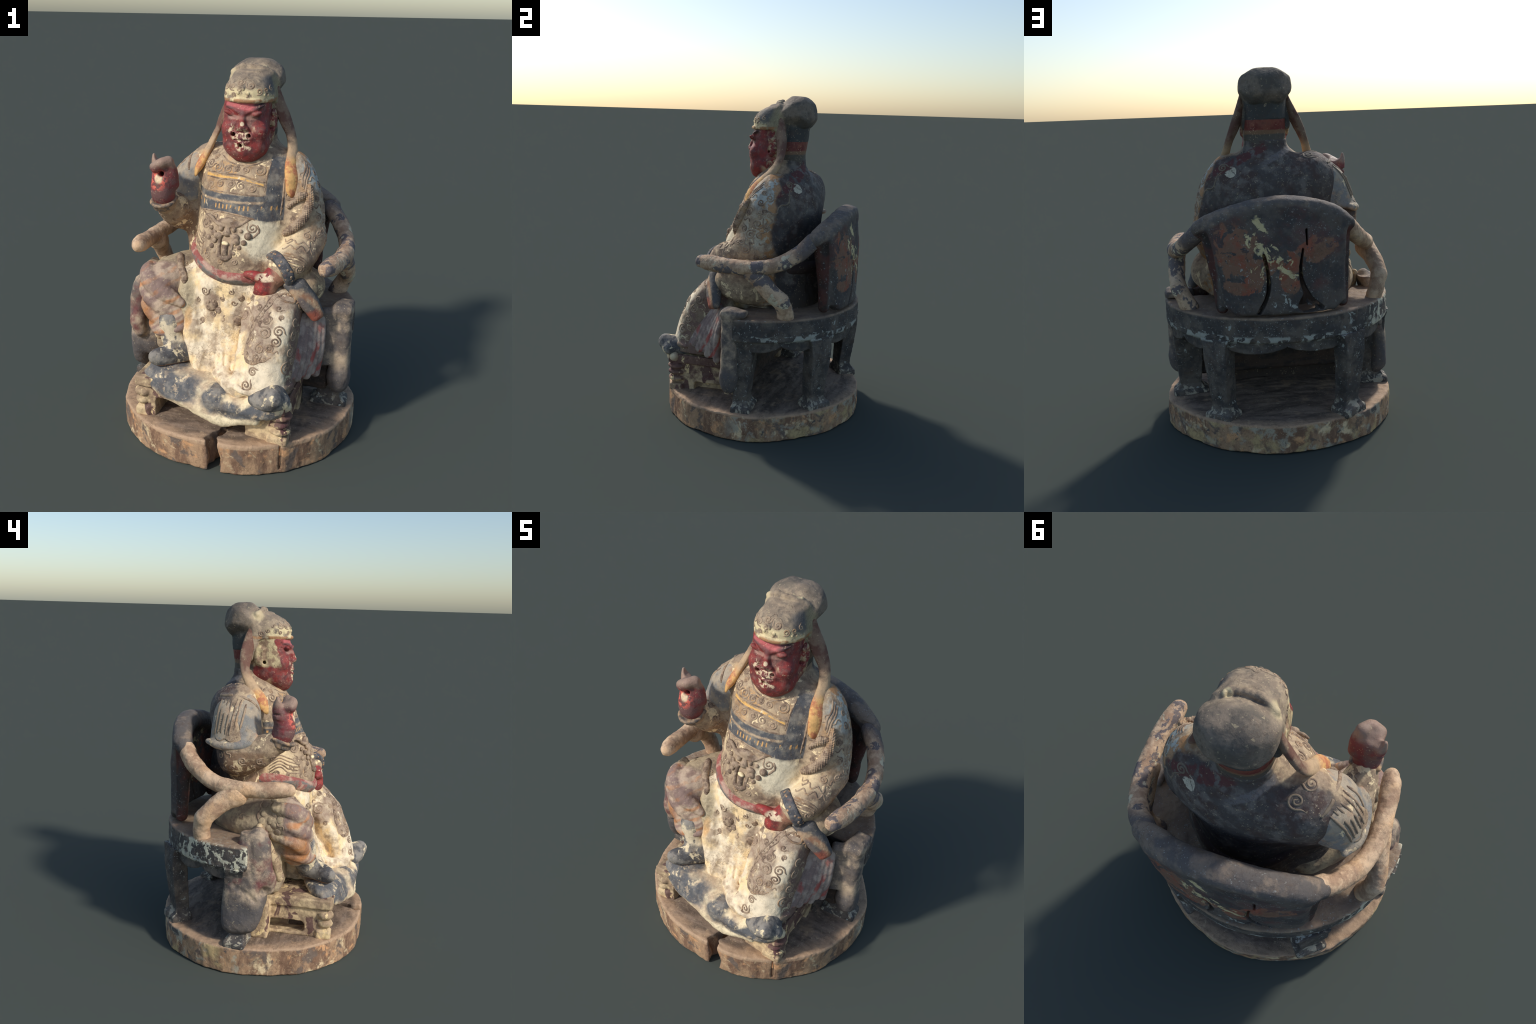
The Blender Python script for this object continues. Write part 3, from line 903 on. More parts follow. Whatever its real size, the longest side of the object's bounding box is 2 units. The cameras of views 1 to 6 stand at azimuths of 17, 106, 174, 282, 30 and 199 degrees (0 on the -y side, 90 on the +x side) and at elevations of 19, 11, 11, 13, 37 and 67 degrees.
f = Field((-0.42, 0.38, 0.72), (0.46, 0.62, 1.37))
f.F[:] = -1
f.clip(lambda X, Y, Z: np.abs(Y - back_y(X) + np.clip((Z - 1.08) * 0.14, 0, 0.03)) - 0.034 - 0.012 * np.clip((Z - 1.0) * 3, 0, 1), 0.012)
def back_outline(X, Z):
    right = np.interp(Z, [0.74, 0.79, 0.95, 1.12, 1.22, 1.30], [0.25, 0.318, 0.333, 0.366, 0.402, 0.40])
    left = np.interp(Z, [0.74, 0.79, 0.95, 1.12, 1.22, 1.30], [-0.26, -0.318, -0.325, -0.335, -0.350, -0.34])
    top = 1.335 - 0.72 * (X - 0.0) ** 2 - 6.0 * np.maximum(np.abs(X - 0.02) - 0.30, 0) ** 2
    return np.maximum(np.maximum(X - right, left - X), np.maximum(Z - top, 0.742 - Z))
f.clip(lambda X, Y, Z: back_outline(X, Z), 0.03)
roll = [(0.415, 0.395, 1.185, 0.048), (0.35, 0.425, 1.215, 0.054), (0.22, 0.470, 1.258, 0.056), (0.02, 0.490, 1.288, 0.058),
        (-0.18, 0.475, 1.262, 0.056), (-0.30, 0.440, 1.212, 0.052), (-0.35, 0.415, 1.180, 0.046)]
f.add(tube(roll), 0.03)
f.add(tube([(0.388, 0.405, 1.19, .034), (0.362, 0.425, 1.06, .034), (0.335, 0.440, 0.92, .034), (0.322, 0.445, 0.775, .034)]), 0.02)
f.add(tube([(-0.338, 0.405, 1.17, .034), (-0.325, 0.425, 1.02, .034), (-0.318, 0.435, 0.90, .034), (-0.312, 0.445, 0.775, .034)]), 0.02)
for slit in ([(0.105, 0.55, 1.06, .007), (0.088, 0.55, 0.98, .009), (0.085, 0.55, 0.90, .010), (0.10, 0.55, 0.83, .010), (0.14, 0.55, 0.755, .010)],
             [(-0.095, 0.55, 1.08, .006), (-0.080, 0.55, 0.98, .009), (-0.090, 0.55, 0.90, .012), (-0.125, 0.55, 0.82, .016), (-0.19, 0.55, 0.765, .012)],
             [(-0.11, 0.55, 0.84, .020), (-0.085, 0.55, 0.775, .022), (-0.15, 0.55, 0.765, .016)]):
    f.cut(tube(slit, flat=(0, 1, 0), squash=5), 0.006)
f.cut(block((-0.117, 0.55, 1.14), (0.005, 0.06, 0.042), 0.002), 0.003)
finish("backrest", f, M["backrest"], chair, 0.004)

arm_right = [(0.410, 0.385, 1.180, 0.048), (0.478, 0.320, 1.112, 0.046), (0.535, 0.215, 1.052, 0.044), (0.563, 0.09, 1.026, 0.044),
             (0.558, -0.08, 1.022, 0.045), (0.540, -0.185, 1.027, 0.047), (0.524, -0.250, 1.030, 0.040)]
arm_left = [(-0.345, 0.410, 1.180, 0.048), (-0.412, 0.342, 1.108, 0.047), (-0.483, 0.230, 1.045, 0.044), (-0.522, 0.10, 1.020, 0.044),
            (-0.525, -0.04, 1.018, 0.043), (-0.518, -0.15, 1.024, 0.046), (-0.508, -0.210, 1.026, 0.036)]
for path in (arm_right, arm_left):
    P = np.array(path)
    f = Field(P[:, :3].min(0) - 0.06, P[:, :3].max(0) + 0.06)
    f.add(tube(path), 0)
    finish("armrest", f, M["arm"], chair, 0.005)

f = Field((0.42, 0.02, 0.70), (0.66, 0.36, 1.04))
f.add(tube([(0.553, 0.065, 1.000, .056), (0.555, 0.125, 0.950, .054), (0.556, 0.185, 0.885, .052), (0.552, 0.245, 0.845, .046)], flat=(1, 0, 0), squash=0.85), 0.0)
f.add(tube([(0.548, 0.240, 0.845, .048), (0.522, 0.258, 0.79, .048), (0.492, 0.258, 0.735, .050)], flat=(1, 0, 0), squash=0.9), 0.012)
f.add(tube([(0.52, 0.26, 0.745, .03), (0.47, 0.25, 0.725, .02)]), 0.02)
finish("armrest_post", f, M["arm"], chair, 0.004)
f = Field((-0.66, 0.0, 0.70), (-0.42, 0.36, 1.04))
f.add(tube([(-0.525, 0.070, 0.985, .064), (-0.545, 0.145, 0.945, .056), (-0.565, 0.21, 0.885, .052), (-0.568, 0.245, 0.85, .048)], flat=(1, 0, 0), squash=0.85), 0.0)
f.add(tube([(-0.565, 0.240, 0.85, .050), (-0.548, 0.258, 0.79, .048), (-0.528, 0.260, 0.725, .048)], flat=(1, 0, 0), squash=0.9), 0.012)
finish("armrest_post", f, M["arm"], chair, 0.004)

# -------------------------------------------------------------- footstool ---
f = Field((-0.52, -0.56, 0.14), (0.45, -0.0, 0.44))
def stool_box(z0, z1, g):
    def fn(X, Y, Z):
        front = -0.455 - 0.055 * (X + 0.4) / 0.8
        return np.maximum(np.maximum(np.abs(X + 0.014) - 0.412 - g, np.maximum(front - g - Y, Y + 0.06)), np.maximum(z0 - Z, Z - z1))
    return Shape(fn, (-0.46, -0.57, z0), (0.45, -0.03, z1))
f.add(stool_box(0.335, 0.390, 0.008), 0)
f.add(stool_box(0.160, 0.337, -0.008), 0.004)
f.cut(block((-0.43, -0.195, 0.215), (0.130, 0.118, 0.034), 0.03), 0.006)
f.add(block((-0.455, -0.065, 0.26), (0.050, 0.05, 0.105), 0.015), 0.01)            # slots under the sides
f.cut(block((0.42, -0.25, 0.185), (0.08, 0.10, 0.032), 0.02), 0.006)
f.cut(block((-0.065, -0.44, 0.20), (0.255, 0.24, 0.075), 0.03), 0.01)                # open front and back
for z, g in ((0.312, .062), (0.272, .052), (0.232, .058)):
    f.add(ball((0.372, -0.470, z), (g, .058, .022)), 0.008)
f.add(block((0.365, -0.465, 0.178), (0.055, 0.045, 0.024), 0.012), 0.012)
x, y = -0.395, -0.425
f.add(ball((x, y, 0.296), (.050, .048, .028)), 0.008)
f.add(ball((x * 1.01, y, 0.245), (.042, .044, .026)), 0.008)
f.add(block((x, y + .005, 0.182), (0.042, 0.042, 0.028), 0.014), 0.014)
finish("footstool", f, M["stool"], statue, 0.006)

# cloth hanging over the front of the footstool, in rolled cloud-like lobes
f = Field((-0.46, -0.64, 0.20), (0.46, -0.20, 0.52))
f.add(ball((-0.225, -0.418, 0.382), (0.170, 0.085, 0.058), (22, 8, -14)), 0)
f.add(ball((-0.10, -0.39, 0.40), (0.24, 0.10, 0.040), (10, 4, -14)), 0.05)
f.add(ball((0.03, -0.485, 0.355), (0.09, 0.072, 0.070), (20, 0, 0)), 0.035)
f.add(ball((0.155, -0.508, 0.348), (0.135, 0.056, 0.042), (15, 0, 0)), 0.02)
f.add(ball((0.275, -0.512, 0.342), (0.110, 0.050, 0.038), (15, 0, 4)), 0.02)
f.add(tube([(-0.33, -0.40, 0.36, .035), (-0.2, -0.455, 0.335, .035), (-0.05, -0.49, 0.315, .04), (0.1, -0.50, 0.30, .04), (0.25, -0.50, 0.30, .035)]), 0.03)
f.add(tube([(0.24, -0.50, 0.385, .035), (0.33, -0.52, 0.375, .036), (0.40, -0.48, 0.372, .03)]), 0.03)
f.add(tube([(-0.385, -0.40, 0.385, .014), (-0.34, -0.450, 0.350, .015), (-0.24, -0.495, 0.322, .016), (-0.12, -0.515, 0.302, .018), (-0.03, -0.53, 0.295, .020)], flat=(0, 1, 0.3), squash=0.6), 0.035)
f.add(tube([(-0.05, -0.525, 0.290, .020), (0.03, -0.54, 0.268, .028), (0.10, -0.545, 0.258, .026), (0.17, -0.540, 0.276, .020), (0.25, -0.535, 0.288, .016)], flat=(0, 1, 0.3), squash=0.6), 0.035)
f.cut(tube([(-0.02, -0.56, 0.40, .004), (-0.02, -0.56, 0.35, .008), (0.0, -0.57, 0.30, .005)]), 0.02)
f.cut(tube([(0.10, -0.58, 0.39, .004), (0.16, -0.59, 0.355, .007), (0.22, -0.59, 0.32, .006), (0.26, -0.58, 0.30, .004)]), 0.015)
finish("stool_cloth", f, M["cloth"], statue, 0.006)

# ------------------------------------------------------------------ skirt ---
f = Field((-0.36, -0.62, 0.36), (0.50, 0.38, 0.98))
f.add(loft([(0.70, .03, .08, .30, .27), (0.78, .03, .07, .31, .28), (0.86, .03, .05, .30, .29), (0.95, .03, .045, .285, .29)], 2.3), 0)
leg_loft = [(0.405, .265, -.345, .142, .178), (0.47, .265, -.337, .140, .182), (0.58, .275, -.312, .128, .178), (0.66, .28, -.290, .124, .166),
            (0.74, .28, -.260, .124, .162), (0.80, .275, -.220, .128, .155), (0.86, .26, -.160, .14, .16), (0.91, .23, -.08, .15, .16), (0.94, .20, 0, .15, .15)]
f.add(loft(leg_loft, 2.5), 0.03)
f.add(loft([(0.40, .02, -.22, .19, .17), (0.447, .015, -.21, .19, .172), (0.55, -.01, -.16, .19, .175), (0.62, -.03, -.13, .19, .175), (0.70, -.03, -.11, .20, .175),
            (0.77, -.025, -.09, .215, .18), (0.88, -.01, -.05, .24, .215), (0.94, .01, 0, .24, .24)], 2.6), 0.035)
f.add(tube([(-0.245, -0.15, 0.875, .06), (-0.222, -0.205, 0.79, .06), (-0.20, -0.245, 0.69, .055), (-0.175, -0.285, 0.595, .03)]), 0.04)
f.add(tube([(-0.165, -0.275, 0.61, .055), (-0.145, -0.300, 0.53, .055), (-0.10, -0.335, 0.45, .055)]), 0.03)
f.add(tube([(0.02, -0.36, 0.43, .05), (0.08, -0.43, 0.42, .05), (0.14, -0.465, 0.42, .05)]), 0.03)
f.add(tube([(0.15, -0.265, 0.76, .04), (0.160, -0.335, 0.66, .05), (0.160, -0.39, 0.57, .05), (0.14, -0.46, 0.46, .035)]), 0.03)
for gx in (-0.02, 0.03, 0.065):
    f.cut(tube([(gx, -0.285, 0.72, .004), (gx - .005, -0.305, 0.62, .006), (gx + .0, -0.34, 0.54, .006), (gx + .01, -0.38, 0.45, .004)]), 0.012)
f.add(tube([(0.03, -0.41, 0.445, .010), (0.10, -0.49, 0.440, .013), (0.15, -0.515, 0.452, .012), (0.20, -0.522, 0.436, .013), (0.30, -0.515, 0.440, .012), (0.375, -0.47, 0.450, .012), (0.405, -0.40, 0.452, .010)]), 0.012)
skirt = finish("skirt", f, M["kilt"], statue, 0.004,
               lambda V, N: (0.017 * (0.22 - np.abs(noise(V * [1, 0.8, 0.34], 13, 2, 21))) + 0.006 * (0.2 - np.abs(noise(V * [1, 1, 0.6], 30, 2, 22)))) * np.clip((0.26 - V[:, 0]) * 12, 0.25, 1))

# pleats of the robe falling beside the skirt
f = Field((0.34, -0.50, 0.30), (0.58, 0.02, 0.80))
for i in range(7):
    t = i / 6
    top = (0.390 + 0.105 * t, -0.20 + 0.085 * t, 0.75 - 0.02 * t)
    low = (0.375 + 0.10 * t, -0.38 + 0.215 * t, 0.465 - 0.045 * t + 0.018 * (i % 2))
    f.add(tube([(*top, .014), ((top[0] + low[0]) / 2 + .012, (top[1] + low[1]) / 2 - 0.015, 0.58, .022), (*low, .027)]), 0.007)
finish("robe_pleats", f, M["pleat"], statue, 0.003)

# folded hangings over the front corners of the seat
f = Field((0.44, -0.16, 0.24), (0.68, 0.08, 0.82))
f.add(block((0.582, -0.045, 0.56), (0.055, 0.05, 0.215), 0.035), 0)
f.add(ball((0.58, -0.05, 0.335), (0.062, 0.055, 0.075)), 0.04)
f.add(block((0.59, -0.02, 0.755), (0.045, 0.075, 0.02), 0.018), 0.03)
f.add(block((0.515, -0.085, 0.595), (0.045, 0.030, 0.165), 0.018, (3, 0, 20)), 0.012)
f.cut(tube([(0.545, -0.125, 0.75, .003), (0.545, -0.13, 0.58, .007), (0.54, -0.13, 0.42, .004)]), 0.012)
finish("seat_hanging", f, M["drape"], statue, 0.004)
f = Field((-0.68, -0.24, 0.20), (-0.40, 0.16, 0.84))
f.add(loft([(0.215, -.585, .04, .025, .05), (0.26, -.60, .025, .048, .095), (0.36, -.60, .01, .05, .115), (0.50, -.597, 0.0, .05, .112),
            (0.62, -.585, -.020, .05, .105), (0.72, -.570, -.04, .05, .09), (0.79, -.55, -.035, .05, .07)], 2.6), 0)
f.add(tube([(-0.545, -0.06, 0.775, .045), (-0.57, -0.085, 0.70, .044), (-0.572, -0.105, 0.60, .042), (-0.572, -0.125, 0.545, .044), (-0.56, -0.12, 0.49, .040)]), 0.025)
f.add(ball((-0.525, -0.055, 0.43), (0.09, 0.058, 0.115)), 0.03)
f.cut(ball((-0.62, -0.115, 0.475), (0.035, 0.03, 0.03)), 0.02)
f.cut(tube([(-0.645, 0.07, 0.53, .005), (-0.655, 0.03, 0.50, .009), (-0.655, -0.03, 0.47, .010), (-0.645, -0.07, 0.43, .006)]), 0.015)
f.cut(tube([(-0.62, -0.03, 0.75, .006), (-0.64, -0.035, 0.65, .010), (-0.655, -0.05, 0.56, .006)]), 0.02)
finish("seat_hanging", f, M["drape"], statue, 0.004)
f = Field((-0.54, -0.25, 0.44), (-0.37, 0.0, 0.86))
f.add(tube([(-0.485, -0.05, 0.80, .024), (-0.475, -0.095, 0.71, .028), (-0.450, -0.135, 0.60, .030), (-0.420, -0.160, 0.50, .030)], flat=(0.2, 1, 0.3), squash=0.8), 0)
finish("robe_edge", f, M["strip"], statue, 0.003)

# ----------------------------------------------------- raised leg and boot ---
f = Field((-0.56, -0.40, 0.38), (0.0, 0.30, 1.0))
f.add(tube([(-0.12, 0.12, 0.81, .145), (-0.25, 0.0, 0.83, .138), (-0.335, -0.12, 0.838, .124), (-0.378, -0.195, 0.825, .112)]), 0)
f.add(tube([(-0.380, -0.20, 0.80, .103), (-0.365, -0.215, 0.73, .098), (-0.345, -0.230, 0.665, .088), (-0.335, -0.235, 0.615, .070)]), 0.03)
f.add(tube([(-0.32, -0.235, 0.74, .075), (-0.26, -0.26, 0.67, .062)]), 0.03)
f.add(block((-0.325, -0.085, 0.60), (0.125, 0.085, 0.20), 0.04), 0.03)
f.add(tube([(-0.24, 0.18, 0.78, .09), (-0.335, 0.07, 0.79, .10), (-0.385, -0.05, 0.79, .09)]), 0.06)
for z, r, d in ((0.862, .034, .10), (0.785, .036, .12), (0.700, .032, .10)):      # deep folds sweeping round the knee
    f.add(tube([(-0.455, -0.13, z + .050, r * .9), (-0.442, -0.245, z + .02, r * 1.5), (-0.350, -0.282, z - .045, r * 1.6), (-0.235, -0.285, z - d, r * .7)], flat=(-0.45, -0.80, 0.40), squash=0.78), 0.004)
f.add(tube([(-0.425, -0.19, 0.640, .022), (-0.400, -0.275, 0.612, .028), (-0.315, -0.318, 0.600, .030), (-0.225, -0.300, 0.632, .022)]), 0.012)   # flared cuff
finish("leg", f, M["trouser"], statue, 0.004)

f = Field((-0.48, -0.52, 0.40), (-0.08, -0.18, 0.70))
f.add(tube([(-0.300, -0.275, 0.66, .068), (-0.288, -0.285, 0.58, .066), (-0.255, -0.295, 0.52, .066)]), 0)
f.add(tube([(-0.175, -0.29, 0.49, .045), (-0.24, -0.34, 0.495, .056), (-0.30, -0.405, 0.495, .048), (-0.325, -0.43, 0.50, .035)], flat=(0, 0, 1), squash=1.1), 0.03)
f.clip(lambda X, Y, Z: 0.452 - Z, 0.01)
boot = finish("boot", f, M["boot"], statue, 0.004)

f = Field((0.16, -0.66, 0.36), (0.46, -0.40, 0.56))
f.add(tube([(0.33, -0.44, 0.42, .06), (0.345, -0.51, 0.435, .056), (0.36, -0.56, 0.455, .044)]), 0)
f.add(tube([(0.26, -0.51, 0.405, .045), (0.33, -0.54, 0.42, .05), (0.39, -0.52, 0.42, .042)]), 0.03)
finish("boot", f, M["boot"], statue, 0.004)

# -------------------------------------------------- torso, arms and sleeves --
TORSO = [(0.80, .03, .06, .28, .29), (0.88, .03, .05, .285, .30), (0.95, .03, .04, .28, .315), (1.05, .03, .04, .275, .315), (1.15, .03, .05, .268, .29),
         (1.27, .03, .07, .262, .26), (1.38, .03, .085, .262, .225), (1.46, .03, .09, .252, .19), (1.50, .03, .10, .225, .172),
         (1.54, .035, .105, .170, .145), (1.58, .035, .12, .125, .11), (1.62, .035, .125, .115, .10)]
MANTLE = [(0.76, .01, .11, .355, .19), (0.88, .01, .11, .345, .18), (1.02, -.0, .11, .345, .160), (1.16, -.01, .125, .372, .160), (1.28, -.008, .15, .362, .172),
          (1.38, -.015, .155, .335, .170), (1.46, -.02, .155, .275, .145), (1.52, .01, .14, .19, .11)]
f = Field((-0.54, -0.32, 0.74), (0.54, 0.42, 1.64))
f.add(loft(TORSO, 2.1), 0)
f.add(loft(MANTLE, 2.2), 0.04)
f.add(ball((-0.20, 0.185, 1.41), (.13, .115, .125)), 0.05)
f.add(tube([(0.385, -0.14, 0.885, .085), (0.388, -0.05, 0.86, .095), (0.35, 0.03, 0.84, .09)]), 0.05)
# arm on the +x side rests on the belt
f.add(tube([(0.245, 0.10, 1.45, .095), (0.296, 0.06, 1.36, .106), (0.330, 0.025, 1.24, .107), (0.342, -0.01, 1.12, .104)]), 0.05)
f.add(tube([(0.265, 0.13, 1.39, .092), (0.318, 0.10, 1.25, .098), (0.338, 0.085, 1.12, .100), (0.342, 0.05, 1.03, .088)]), 0.05)
f.add(tube([(0.36, 0.0, 1.10, .105), (0.352, -0.09, 1.05, .096), (0.335, -0.160, 1.025, .095), (0.302, -0.200, 1.000, .090)]), 0.03)
# arm on the -x side is raised
f.add(tube([(-0.22, 0.12, 1.45, .09), (-0.30, 0.125, 1.36, .105), (-0.35, 0.12, 1.24, .11), (-0.355, 0.11, 1.17, .11)]), 0.05)
f.add(tube([(-0.355, 0.11, 1.165, .10), (-0.365, 0.03, 1.18, .10), (-0.38, -0.05, 1.220, .080), (-0.386, -0.10, 1.250, .062)]), 0.03)
f.add(tube([(-0.385, -0.10, 1.262, .056), (-0.387, -0.13, 1.258, .056)]), 0.01)
arms = finish_split(f, [("arm", M["robe"], lambda C: C[:, 0] > 0.245 + 0.1 * np.clip(1.2 - C[:, 2], -0.3, 0.25)),
                        ("arm", M["robe"], lambda C: C[:, 0] < -0.225),
                        ("torso", M["robe"], None)], statue, 0.004)

# shoulder guard over the raised arm
f = Field((-0.54, -0.08, 1.16), (-0.14, 0.34, 1.56))
f.add(loft([(1.20, -.332, .125, .112, .128), (1.225, -.332, .125, .122, .140), (1.26, -.330, .127, .122, .140), (1.33, -.312, .128, .118, .136), (1.42, -.278, .13, .110, .124), (1.50, -.22, .14, .08, .09)], 2.4), 0)
f.clip(lambda X, Y, Z: 1.222 + 0.06 * (Y - 0.13) + 0.20 * (X + 0.40) - Z, 0.02)
f.add(tube([(-0.405, 0.268, 1.245, .014), (-0.445, 0.20, 1.232, .020), (-0.452, 0.11, 1.232, .021), (-0.435, 0.03, 1.252, .018), (-0.40, 0.0, 1.29, .012)]), 0.02)
finish("shoulder_guard", f, M["guard"], statue, 0.003)

# belt: a hoop that sags to the front
def belt_mid(X, Y):
    return 0.925 + 0.085 * np.clip((0.02 - X) / 0.25, 0, 1) ** 1.5 + 0.05 * np.clip((Y + 0.05) / 0.3, 0, 1)
f = Field((-0.32, -0.36, 0.82), (0.36, 0.40, 1.10))
TB = [(z, a, b, c + 0.026, d + 0.024) for z, a, b, c, d in TORSO if z < 1.2]
f.add(loft(TB, 2.1), 0)
f.clip(lambda X, Y, Z: np.abs(Z - belt_mid(X, Y)) - 0.043, 0.05)
finish("belt", f, M["belt"], statue, 0.003)

# cuff of the resting arm and the sash tail below it
f = Field((0.20, -0.36, 0.70), (0.54, -0.10, 1.08))
f.add(tube([(0.38, -0.12, 1.045, .105), (0.22, -0.275, 0.955, .098)]), 0)
axis = np.array((-0.66, -0.62, -0.40)); axis /= np.linalg.norm(axis)
f.clip(lambda X, Y, Z: np.abs((X - 0.292) * axis[0] + (Y + 0.222) * axis[1] + (Z - 0.985) * axis[2]) - 0.027, 0.012)
finish("cuff", f, M["cuff"], statue, 0.003)
f = Field((0.26, -0.34, 0.70), (0.56, -0.10, 0.98))
f.add(tube([(0.33, -0.25, 0.925, .022), (0.385, -0.245, 0.875, .026), (0.43, -0.23, 0.815, .028), (0.468, -0.205, 0.755, .026)]), 0)
f.add(tube([(0.385, -0.215, 0.915, .040), (0.44, -0.195, 0.84, .038), (0.48, -0.18, 0.765, .030)]), 0.015)
finish("sash", f, M["sash"], statue, 0.003)

# -------------------------------------------------------------------- hands --
f = Field((0.08, -0.36, 0.83), (0.38, -0.14, 1.08), 0.004)
f.add(tube([(0.30, -0.215, 0.990, .068), (0.25, -0.250, 0.948, .054), (0.208, -0.268, 0.908, .042)]), 0)
f.add(tube([(0.225, -0.275, 0.94, .032), (0.17, -0.285, 0.965, .026), (0.125, -0.28, 0.965, .018)]), 0.012)
f.add(tube([(0.245, -0.27, 0.90, .036), (0.20, -0.275, 0.885, .032), (0.168, -0.268, 0.865, .014)]), 0.02)
finish("hand", f, M["hand"], statue, 0.0025)
f = Field((-0.49, -0.24, 1.18), (-0.28, -0.02, 1.34), 0.004)
f.add(tube([(-0.386, -0.130, 1.245, .064), (-0.386, -0.140, 1.275, .068)]), 0)
f.clip(lambda X, Y, Z: np.abs(Z - 1.258 - 0.35 * (Y + 0.13)) - 0.024, 0.014)
f.add(tube([(-0.445, -0.105, 1.285, .010), (-0.44, -0.175, 1.262, .010), (-0.386, -0.208, 1.252, .010), (-0.332, -0.175, 1.262, .010), (-0.327, -0.105, 1.285, .010)]), 0.01)
finish("cuff", f, M["wristband"], statue, 0.003)
f = Field((-0.50, -0.26, 1.22), (-0.28, -0.06, 1.56), 0.004)
f.add(tube([(-0.385, -0.125, 1.275, .056), (-0.385, -0.15, 1.32, .064), (-0.383, -0.152, 1.38, .059), (-0.384, -0.145, 1.43, .050)], flat=(0, 1, 0), squash=0.95), 0)
f.add(tube([(-0.335, -0.13, 1.36, .032), (-0.333, -0.145, 1.43, .03), (-0.345, -0.165, 1.485, .024)]), 0.02)
f.add(tube([(-0.345, -0.16, 1.485, .026), (-0.37, -0.19, 1.48, .026), (-0.41, -0.19, 1.455, .026)]), 0.015)
f.add(tube([(-0.42, -0.125, 1.40, .034), (-0.428, -0.12, 1.46, .028), (-0.442, -0.122, 1.505, .010)]), 0.018)
f.add(ball((-0.395, -0.17, 1.455), (0.04, 0.035, 0.03)), 0.015)
for gz in (1.335, 1.375, 1.412):                              # curled fingers
    f.cut(tube([(-0.425, -0.085, gz + .012, .002), (-0.452, -0.125, gz + .006, .006), (-0.452, -0.175, gz, .006), (-0.42, -0.215, gz - .004, .004)]), 0.008)
f.cut(ball((-0.40, -0.12, 1.500), (0.035, 0.030, 0.026)), 0.012)
for gx in (-0.405, -0.375):
    f.cut(tube([(gx, -0.085, 1.30, .002), (gx, -0.080, 1.38, .005), (gx - .005, -0.088, 1.45, .004)]), 0.010)
f.cut(tube([(-0.37, -0.24, 1.425, .016), (-0.38, -0.13, 1.42, .013)]), 0.012)
finish("hand", f, M["hand"], statue, 0.0025)

# --------------------------------------------------------------------- head --
HX = 0.037
f = Field((-0.14, -0.17, 1.46), (0.22, 0.28, 1.87), 0.004)
f.add(loft([(1.497, HX, -.055, .045, .03), (1.51, HX, -.045, .068, .058), (1.54, .033, -.014, .098, .103), (1.58, .028, .003, .116, .122), (1.63, .024, .006, .120, .122),
            (1.69, .024, .008, .120, .115), (1.75, .024, .010, .118, .115), (1.81, .026, .015, .116, .11), (1.85, .03, .02, .112, .10)], 2.2), 0)
f.add(loft([(1.50, .035, .10, .13, .13), (1.56, .035, .115, .108, .115), (1.64, .037, .115, .115, .108), (1.74, .032, .12, .108, .118), (1.86, .032, .13, .105, .12)], 2.3), 0.03)
for s in (-1, 1):
    f.add(ball((HX + s * .070, -.068, 1.655), (.048, .040, .045)), 0.035)                # cheek
    f.add(ball((HX + s * .066, -.045, 1.575), (.044, .046, .040)), 0.04)                 # jowl
    f.cut(ball((HX + s * .044, -.136, 1.732), (.026, .024, .020), (0, -s * 20, 0)), 0.025)  # eye hollow
    f.add(ball((HX + s * .060, -.084, 1.737), (.044, .021, .0150), (0, -s * 21, -s * 26)), 0.004)   # closed lid
    f.add(tube([(HX + s * .014, -.104, 1.747, .008), (HX + s * .040, -.098, 1.755, .0085), (HX + s * .072, -.082, 1.771, .008), (HX + s * .098, -.060, 1.783, .005)]), 0.014)  # brow
    f.cut(tube([(HX + s * .024, -.110, 1.722, .002), (HX + s * .055, -.104, 1.721, .0045), (HX + s * .086, -.084, 1.736, .003), (HX + s * .104, -.064, 1.750, .0015)]), 0.005)
    f.cut(tube([(HX + s * .030, -.110, 1.742, .002), (HX + s * .060, -.102, 1.752, .0035), (HX + s * .090, -.080, 1.766, .002)]), 0.005)
    f.add(ball((HX + s * .021, -.112, 1.670), (.017, .018, .013)), 0.008)                # nostril wing
    f.cut(tube([(HX + s * .036, -.112, 1.682, .002), (HX + s * .046, -.108, 1.66, .004), (HX + s * .056, -.10, 1.635, .002)]), 0.012)
    f.add(ball((0.03 + s * .122, .058, 1.70), (.018, .032, .055)), 0.012)                # ear
    f.add(ball((0.03 + s * .124, .045, 1.735), (.012, .026, .016)), 0.006)
    f.add(ball((0.03 + s * .122, .040, 1.655), (.014, .018, .022)), 0.01)
    f.cut(ball((0.03 + s * .145, .050, 1.705), (.014, .014, .03)), 0.01)
    f.cut(tube([(HX + s * .16, .022, 1.662, .010), (HX + s * .09, .03, 1.665, .009)]), 0.005)
f.add(tube([(HX, -.098, 1.752, .011), (HX, -.112, 1.715, .014), (HX + .003, -.122, 1.682, .018)]), 0.012)   # nose
f.add(ball((HX + .004, -.122, 1.675), (.019, .017, .014)), 0.008)
f.add(ball((HX, -.100, 1.625), (.052, .024, .026)), 0.02)                               # mouth mound
f.add(ball((HX, -.094, 1.562), (.040, .026, .028)), 0.02)                               # chin
f.cut(tube([(HX - .040, -.114, 1.613, .003), (HX, -.128, 1.608, .0075), (HX + .040, -.114, 1.613, .003)]), 0.005)
f.add(tube([(HX - .030, -.112, 1.600, .006), (HX, -.120, 1.597, .009), (HX + .030, -.112, 1.600, .006)]), 0.006)
f.add(tube([(HX - .036, -.114, 1.621, .004), (HX - .012, -.123, 1.622, .006), (HX + .012, -.123, 1.622, .006), (HX + .036, -.114, 1.621, .004)]), 0.005)
